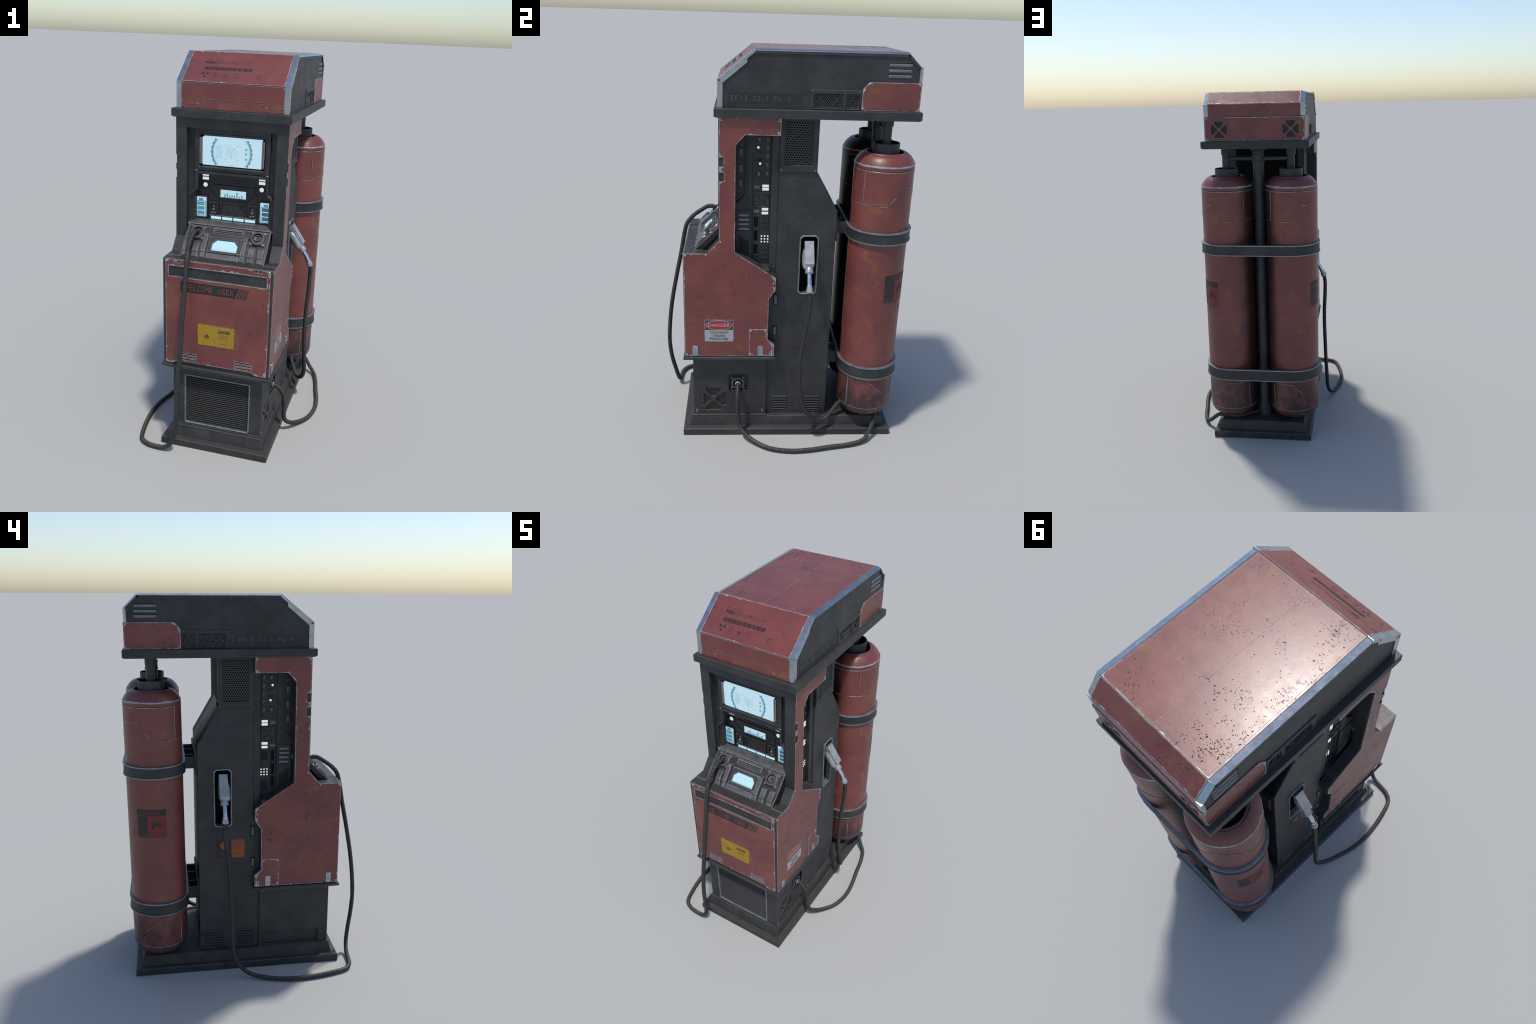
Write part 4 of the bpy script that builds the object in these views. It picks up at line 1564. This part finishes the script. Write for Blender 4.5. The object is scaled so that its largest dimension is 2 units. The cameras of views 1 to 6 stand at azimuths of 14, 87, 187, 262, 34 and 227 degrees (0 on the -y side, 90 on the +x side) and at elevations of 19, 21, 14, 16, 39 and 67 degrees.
p.box(slope, .1630, .080, .1640, .088, w, w + .0003, 'ink_faint')
p.box(slope, .101, .060, .130, .0632, w, w + .0003, 'ink_faint')
p.box(slope, .101, .055, .122, .0572, w, w + .0003, 'ink_faint')
p.box(slope, .101, .0425, .119, .0465, w, w + .0003, 'ink')
p.build()

# side furniture of the canopy
for fr, s in SIDES:
    p = Part('side_grille', canopy)
    p.plate(fr, [rect(.090, 1.7435, .3225, 1.8320), rrect(.111, 1.7500, .239, 1.8130, .003), rrect(.256, 1.7510, .3145, 1.8120, .003)], .2655, .2715, 'dark', .0025)
    w = .2605
    p.box(fr, .105, 1.746, .319, 1.818, .2575, .2596, 'black')
    for (a0, a1) in ((.112, .238), (.257, .3135)):
        lo_, hi_ = a0 + .002, a1 - .002
        for k in range(-6, 20):
            for d in (1, -1):
                a = Vector((a0 + k * .0105, 1.7515))
                e = a + Vector((.060 * d * .8, .060))
                q = clip(a, e)
                if q:
                    a_, e_ = q
                    nrm = Vector((-(e_ - a_).y, (e_ - a_).x)).normalized() * .0013
                    p.plate(fr, [(a_ - nrm)[:], (e_ - nrm)[:], (e_ + nrm)[:], (a_ + nrm)[:]], w + (d > 0) * .0012, w + .0012 + (d > 0) * .0012, 'comb' if (k + (d > 0)) % 3 else 'mesh')
        p.ring(fr, rrect(a0, 1.7510, a1, 1.8115, .004), rrect(a0 + .005, 1.756, a1 - .005, 1.8065, .003), w, w + .0062, 'dark', .001)
    for (a, b2) in (((.120, 1.809), (.158, 1.754)), ((.230, 1.809), (.186, 1.754)), ((.262, 1.809), (.306, 1.754))):
        p.plate(fr, [(a[0] - .004, a[1]), (b2[0] - .004, b2[1]), (b2[0] + .004, b2[1]), (a[0] + .004, a[1])], w, w + .0062, 'dark', .001)
    sg = p.build('stuff')
    rivets(fr, [(.099, 1.8245), (.313, 1.8245)], .2715, sg, .0034, 'louver')
    p = Part('canopy_louver', canopy)
    for z in (1.9445, 1.9205, 1.8965):
        p.ring(fr, rect(.430, z - .0105, .545, z + .0105), rect(.434, z - .0085, .541, z + .0085), .2655, .2680, 'dark', .0005)
        p.plate(fr, rect(.435, z - .0080, .540, z + .0060), .262, .2688, 'louver', .003)
        p.box(fr, .434, z + .0060, .541, z + .0085, .2655, .2667, 'black')
    p.build()
p = Part('model_plate', canopy)
r6 = random.Random(6)
w = .2666
p.plate(right, ragged(rect(-.275, 1.762, .060, 1.812), .010, .0016, r6), w, w + .0003, 'label_on_dark')
p.mono(right, 'EF/3.22.1 PL-N', -.2655, 1.7755, .0195, .0145, .0230, w + .0004, w + .0007, 'grey_ink')
p.plate(left, ragged([(-.063, 1.765), (.236, 1.765), (.246, 1.786), (.236, 1.809), (-.060, 1.809), (-.068, 1.788)], .008, .004, r6), w, w + .0003, 'label_on_dark')
p.mono(left, 'EF/3.22.1 PL-N', -.0515, 1.7745, .0195, .0145, .0225, w + .0004, w + .0007, 'grey_ink')
p.build()

# =====================================================================
#  GAS TANKS
# =====================================================================
TX, TY, TR = .1825, .4745, .1445
prof = [(0, .125), (.088, .125), (.108, .130), (.122, .1385), (.134, .151), (.1415, .167), (.1438, .180), (.1432, .1825), (.1432, .1845), (.1445, .187),
        (.1445, .60), (.1445, 1.20), (.1445, 1.4715), (.1432, 1.473), (.1432, 1.4755), (.1445, 1.477), (.1445, 1.494), (.1355, 1.512), (.123, 1.5285), (.108, 1.5405), (.1015, 1.5435),
        (.0995, 1.5425), (.0975, 1.5425), (.0955, 1.5455), (.0905, 1.5465), (.086, 1.543), (.0845, 1.50), (.0, 1.50)]
tmats = ['red_tank'] * (len(prof) - 1)
tmats[7] = 'groove'
tmats[13] = 'groove'
tmats[21] = 'groove'
tmats[-1] = tmats[-2] = 'black'

def seam_path(pts, r):
    """pts of (angle in degrees, z) on the tank wall"""
    out = []
    for (a0, z0), (a1, z1) in zip(pts[:-1], pts[1:]):
        n = max(2, int(abs(a1 - a0) / 2) + 1)
        for i in range(n):
            t = i / n
            a = math.radians(a0 + (a1 - a0) * t)
            out.append((r * math.cos(a), r * math.sin(a), z0 + (z1 - z0) * t))
    a, z = math.radians(pts[-1][0]), pts[-1][1]
    out.append((r * math.cos(a), r * math.sin(a), z))
    return out

def wobble(base, amp, seed):
    rr = random.Random(seed)
    ph = [rr.uniform(0, 6.28) for _ in range(3)]
    return lambda i, s: max(.0003, base + amp * (math.sin(s * 90 + ph[0]) + math.sin(s * 41 + ph[1]) + .7 * math.sin(s * 233 + ph[2])))

SEAMS = [
    ([(137, 1.3095), (180, 1.3095), (270, 1.3095), (360, 1.3095), (391, 1.398), (422, 1.398), (450, 1.3095), (497, 1.3095)], 1),
    ([(-49.5, 1.472), (-49.5, 1.3095)], 1.3),
    ([(137, 1.472), (137, 1.3095)], 1.3),
    ([(90, .353), (180, .353), (270, .353), (357, .353), (392, .273), (417, .275), (450, .353)], 1),
    ([(-49.5, .372), (-49.5, .186)], 1.3),
    ([(137, .372), (137, .186)], 1.3),
]
tanks = []
for s in (1, -1):
    p = Part('gas_tank')
    if not tanks:
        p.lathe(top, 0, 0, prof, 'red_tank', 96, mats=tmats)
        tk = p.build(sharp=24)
        first = tk
    else:
        tk = first.copy()
        bpy.context.scene.collection.objects.link(tk)
    tk.location = (s * TX, TY, 0)
    tanks.append(tk)
    # panel seams: dark groove beside a worn bright lip (second tank mirrored)
    p = Part('panel_seam', tk)
    for k, (pts, wd) in enumerate(SEAMS):
        path = [(x * s, y, z) for x, y, z in seam_path(pts, TR)]
        off = .0019 if pts[0][0] == pts[1][0] else 0
        p.tube(path, .0011 * wd, 'groove', 6)
        path2 = []
        for (x, y, z) in path:
            if off:
                a = math.atan2(y, x) + off / TR * s
                path2.append((TR * math.cos(a), TR * math.sin(a), z))
            else:
                path2.append((x * .9985, y * .9985, z - .0019))
        p.tube(path2, wobble(.00155 * wd, .00055, k + 10 * s), 'worn_seam', 6)
    p.build()
    # bare metal where the shoulder and foot rings have rubbed
    p = Part('worn_ring', tk)
    for (zc, up, dn, sd) in ((1.494, .0065, .0045, 1), (1.4715, .0005, .0026, 2), (.187, .0022, .0006, 3)):
        rr = random.Random(sd * 7 + s)
        N = 240
        b = len(p.v)
        du = dd = 0
        for i in range(N):
            a = 2 * math.pi * i / N
            du = .7 * du + rr.uniform(-1, 1) * .3
            dd = .7 * dd + rr.uniform(-1, 1) * .35
            hu, hd = max(.0004, up * (.75 + du * .55)), max(.0004, dn * (.65 + dd * .7))
            e = .0005
            ru = TR - hu * .5 + e if sd == 1 else TR + e
            for r_, z_ in ((TR + e, zc - hd), (TR + e, zc), (ru, zc + hu)):
                p.v.append(Vector((r_ * math.cos(a), r_ * math.sin(a), z_)))
        for i in range(N):
            j = (i + 1) % N
            for q in (0, 1):
                p.face((b + 3 * i + q, b + 3 * j + q, b + 3 * j + q + 1, b + 3 * i + q + 1), 'bare', True)
    p.build('stuff')
    # collar and riser
    p = Part('tank_collar', tk)
    p.lathe(top, 0, 0, [(.0645, 1.495), (.0645, 1.586), (.063, 1.588), (.060, 1.588), (.0585, 1.586), (.0585, 1.545), (0, 1.545)], 'pipe', 48,
            mats=['pipe'] * 4 + ['black', 'black'])
    p.build()
    p = Part('riser_pipe', tk)
    p.lathe(top, 0, 0, [(.0215, 1.52), (.0215, 1.662), (.0262, 1.663), (.0262, 1.703)], 'pipe', 28)
    p.build()
    # warning label wrapped round the wall
    a0 = 9.5 if s > 0 else 139.2
    fr = round_face(0, 0, TR, a0)
    p = Part('warning_label', tk)
    Wd = math.radians(61.7) * TR
    z0, z1 = .8085, .9585
    zt = z1 - .031
    k0 = .0006
    p.strip(fr, 0, z0, Wd, z1, -.001, k0, 'sticker_dim', 24)
    p.strip(fr, .0005, zt, Wd - .0005, z1 - .0005, k0, k0 + .0004, 'label_on_dark', 24)
    us = Wd * .385
    p.strip(fr, us, z0 + .004, Wd - .004, zt - .001, k0, k0 + .0004, 'sticker_red', 16)
    p.strip(fr, .006, z0 + .026, us - .001, zt - .006, k0, k0 + .0004, 'label_on_dark', 12)
    for i in range(7):
        p.strip(fr, .007 + i * .0078, z0 + .007, .0105 + i * .0078, z0 + .021, k0, k0 + .0004, 'label_on_dark', 2)
    p.text(fr, 'WARNING', Wd * .2, zt + .006, Wd * .76, zt + .0225, k0 + .0006, k0 + .0009, 'sticker_red', .02)
    p.text(fr, 'FLAMMABLE', .009, zt - .0215, us - .006, zt - .0145, k0 + .0006, k0 + .0009, 'sticker_dim')
    for i in range(5):
        p.strip(fr, .009, zt - .034 - i * .0095, us - .006 - (i % 2) * .008, zt - .0315 - i * .0095, k0 + .0005, k0 + .0008, 'sticker_dim', 6)
    for i in range(2):
        p.strip(fr, us + .012, z0 + .018 - i * .0085, Wd - .018, z0 + .0195 - i * .0085, k0 + .0005, k0 + .0008, 'sticker_dim', 8)
    burst = [(-1, -.75), (-.62, -.55), (-.92, .08), (-.50, .0), (-.30, .85), (-.02, .18), (.22, .62), (.36, .12), (.80, .55), (.66, -.18), (1, -.35),
             (.80, -.72), (.40, -.50), (.22, -.20), (.05, -.42), (-.20, -.12), (-.42, -.42), (-.36, -.85), (-.70, -1)]
    cu, cv_, sc = us + (Wd - us) * .47, (z0 + zt) / 2 + .012, .030
    p.plate(fr, [(cu + a * sc, cv_ + b2 * sc * .85) for a, b2 in burst], k0 + .0012, k0 + .0017, 'label_on_dark')
    for (a, b2) in ((-.62, .72), (.08, .95), (.62, .75)):
        p.plate(fr, [(cu + (a - .1) * sc, cv_ + (b2 - .12) * sc), (cu + (a + .1) * sc, cv_ + (b2 - .05) * sc), (cu + a * sc, cv_ + (b2 + .15) * sc)],
                k0 + .0012, k0 + .0017, 'label_on_dark')
    p.build()

# =====================================================================
#  PIPEWORK between the tanks
# =====================================================================
p = Part('standpipe')
p.lathe(top, 0, .4725, [(.034, .088), (.034, .128), (.0355, .130), (.0365, .140), (.0365, .150), (.034, .156), (.0305, .157), (.0305, 1.619), (.0345, 1.620), (.0345, 1.629),
                        (.0325, 1.630), (.0325, 1.657), (.0345, 1.658), (.0345, 1.664), (.0300, 1.666), (.0300, 1.681), (.036, 1.684), (.0425, 1.692), (.0425, 1.7025)], 'pipe', 36)
sp = p.build()
p = Part('cross_pipe', sp)
for s in (-1, 1):
    p.tube([(s * .030, .4725, 1.641), (s * .165, .4725, 1.641)], .0120, 'pipe', 20)
p.build()

# =====================================================================
#  TANK STRAPS AND BRACKETS
# =====================================================================
def pill(R, n=28):
    """rounded loop round both tanks"""
    out = []
    for (cx, a0) in ((TX, -90), (-TX, 90)):
        for i in range(n + 1):
            a = math.radians(a0 + 180 * i / n)
            out.append(((cx + R * math.cos(a), TY + R * math.sin(a)), (math.cos(a), math.sin(a))))
    return out

for (z0, z1) in ((1.1175, 1.1785), (.3745, .4430)):
    p = Part('tank_strap')
    path = pill(.1450)
    pr = [(0, z0), (.0130, z0), (.0135, z0 + .0055), (.0105, z0 + .0070), (.0105, z1 - .0070), (.0135, z1 - .0055), (.0130, z1), (0, z1)]
    p.loop_band(path, pr, 'band', mats=['bandrim', 'bandrim', 'band', 'band', 'band', 'bandrim', 'bandrim', 'band'])
    st = p.build(sharp=30)
    p = Part('strap_bracket', st)
    for s in (-1, 1):
        p.box(front, s * .151 - .006, z0 + .003, s * .151 + .006, z1 - .001, -.322, -.255, 'band', .002)
        p.box(front, s * .060 - .005, z0 + .006, s * .060 + .005, z1 - .006, -.322, -.255, 'band', .002)
    for s in (-1, 1):
        for z in (z0 - .016, z1 + .016):
            p.box(front, s * .178 - .006, z - .006, s * .178 + .006, z + .006, -.270, -.255, 'bandrim', .002)
    # mounting plate on the tower
    p.box(front, -.198, z0 - .026, .198, z1 + .026, -.2685, -.254, 'dark_tower', .002)
    p.box(front, -.120, z0 + .016, .120, z1 - .016, -.3215, -.312, 'band', .001)
    p.build()

# =====================================================================
#  NOZZLES
# =====================================================================
def nozzle_frame(s):
    d = Vector((.56, 0, -.828)).normalized()
    n = Vector((.828, 0, .56)).normalized()
    o = Vector((.302, .127, .957))
    def f(u, v, w):          # u across, v outwards from the axis, w along the axis
        q = o + d * w + n * v + Vector((0, 1, 0)) * u
        return Vector((q.x * s, q.y, q.z))
    return f

for s in (1, -1):
    fr = nozzle_frame(s)
    p = Part('fuel_nozzle')
    def body(u, v, w):
        return fr(u * 1.14 - .0035, v - .0045, w)
    p.lathe(body, 0, 0, [(0, -.140), (.010, -.140), (.0205, -.125), (.0265, -.100), (.0275, -.060), (.0265, -.042), (.0235, -.032), (.0185, -.024), (0, -.024)], 'nozzle', 28)
    p.lathe(fr, 0, 0, [(.0175, -.034), (.0190, -.022), (.0200, -.020), (.0200, -.014), (.0215, -.013), (.0215, -.004), (.0190, -.001), (0, -.001)], 'nozzle', 24)
    # square upper housing
    b = len(p.v)
    def bar(v0, v1, u, w0, w1, m, c=.003):
        p.plate(fr, chamf(-u, v0, u, v1, c), w0, w1, m, .002)
    bar(.002, .0310, .0232, -.158, -.040, 'nozzle', .0022)
    bar(.000, .0225, .0250, -.118, -.060, 'nozzle', .002)
    nz = p.build()
    p = Part('nozzle_spout', nz)
    path = smooth_path([(.299 * s, .127, .9615), (.3085 * s, .127, .947), (.319 * s, .127, .932), (.3275 * s, .127, .917), (.3335 * s, .127, .902), (.338 * s, .127, .892)], .002)
    p.tube(path, .0118, 'chrome', 18)
    p.build()
    p = Part('hose_coupling', nz)
    cd = (Vector((.3465, .128, .872)) - Vector((.333, .127, .908))).normalized()
    cs = cd.orthogonal().normalized()
    ct_ = cd.cross(cs)
    def cf(u, v, w):
        q = Vector((.333, .127, .908)) + cs * u + ct_ * v + cd * w
        return Vector((q.x * s, q.y, q.z))
    p.lathe(cf, 0, 0, [(0, 0), (.0135, 0), (.0148, .003), (.0148, .010), (.0135, .012), (.0135, .014), (.0172, .016), (.0172, .034), (.0158, .037), (.011, .038), (0, .038)], 'nozzle', 24,
            mats=['chrome'] * 5 + ['nozzle'] * 5)
    p.build()

# =====================================================================
#  HOSES (ribbed)
# =====================================================================
def hose(name_, pts):
    p = Part(name_)
    path = smooth_path(pts, .0022)
    p.tube(path, lambda i, s: .0112 + .0009 * (1 if (s % .0088) < .0052 else -1), 'rubber', 14)
    return p.build(sharp=60)

hose('hose', [(-.152, -.322, 1.128), (-.152, -.339, 1.147), (-.152, -.362, 1.160), (-.156, -.390, 1.157), (-.158, -.424, 1.136), (-.156, -.467, 1.104), (-.149, -.501, 1.062),
              (-.148, -.518, .999), (-.149, -.538, .888), (-.149, -.565, .757), (-.148, -.594, .600), (-.154, -.610, .466), (-.158, -.617, .338), (-.165, -.608, .229),
              (-.182, -.590, .134), (-.205, -.577, .065), (-.240, -.570, .024), (-.292, -.566, .0125), (-.349, -.556, .0122), (-.394, -.523, .0122), (-.420, -.445, .0122), (-.438, -.350, .0122),
              (-.446, -.252, .0122), (-.438, -.154, .0122), (-.414, -.066, .0135), (-.391, .008, .028), (-.373, .055, .062), (-.364, .084, .112), (-.360, .097, .185), (-.353, .098, .30),
              (-.348, .100, .445), (-.345, .105, .54), (-.345, .112, .647), (-.350, .124, .757), (-.351, .129, .830), (-.345, .128, .878)])
hose('hose', [(.345, .128, .878), (.350, .130, .845), (.348, .133, .800), (.348, .126, .732), (.346, .115, .662), (.344, .106, .588), (.345, .099, .514), (.347, .097, .432), (.351, .098, .367),
              (.353, .106, .300), (.354, .126, .225), (.344, .160, .166), (.322, .207, .118), (.289, .255, .102), (.262, .291, .126), (.243, .320, .157), (.232, .345, .175), (.218, .380, .190)])
hose('hose', [(.236, -.2165, .291), (.262, -.2165, .286), (.288, -.218, .268), (.305, -.219, .235), (.311, -.218, .184), (.315, -.207, .088), (.341, -.177, .044), (.382, -.117, .019), (.424, -.043, .0125),
              (.444, .057, .0122), (.437, .159, .0122), (.414, .271, .0122), (.392, .385, .0125), (.366, .459, .021), (.333, .491, .046), (.302, .515, .080), (.268, .530, .103), (.208, .543, .108),
              (.150, .548, .108), (.106, .524, .108), (.080, .500, .108), (.055, .485, .108), (.025, .474, .108)])

# keep the tree no deeper than thing > part > sub-part
def depth(o):
    n = 0
    while o.parent:
        o, n = o.parent, n + 1
    return n
for o in sorted(bpy.context.scene.objects, key=depth):
    while depth(o) > 2:
        o.parent = o.parent.parent
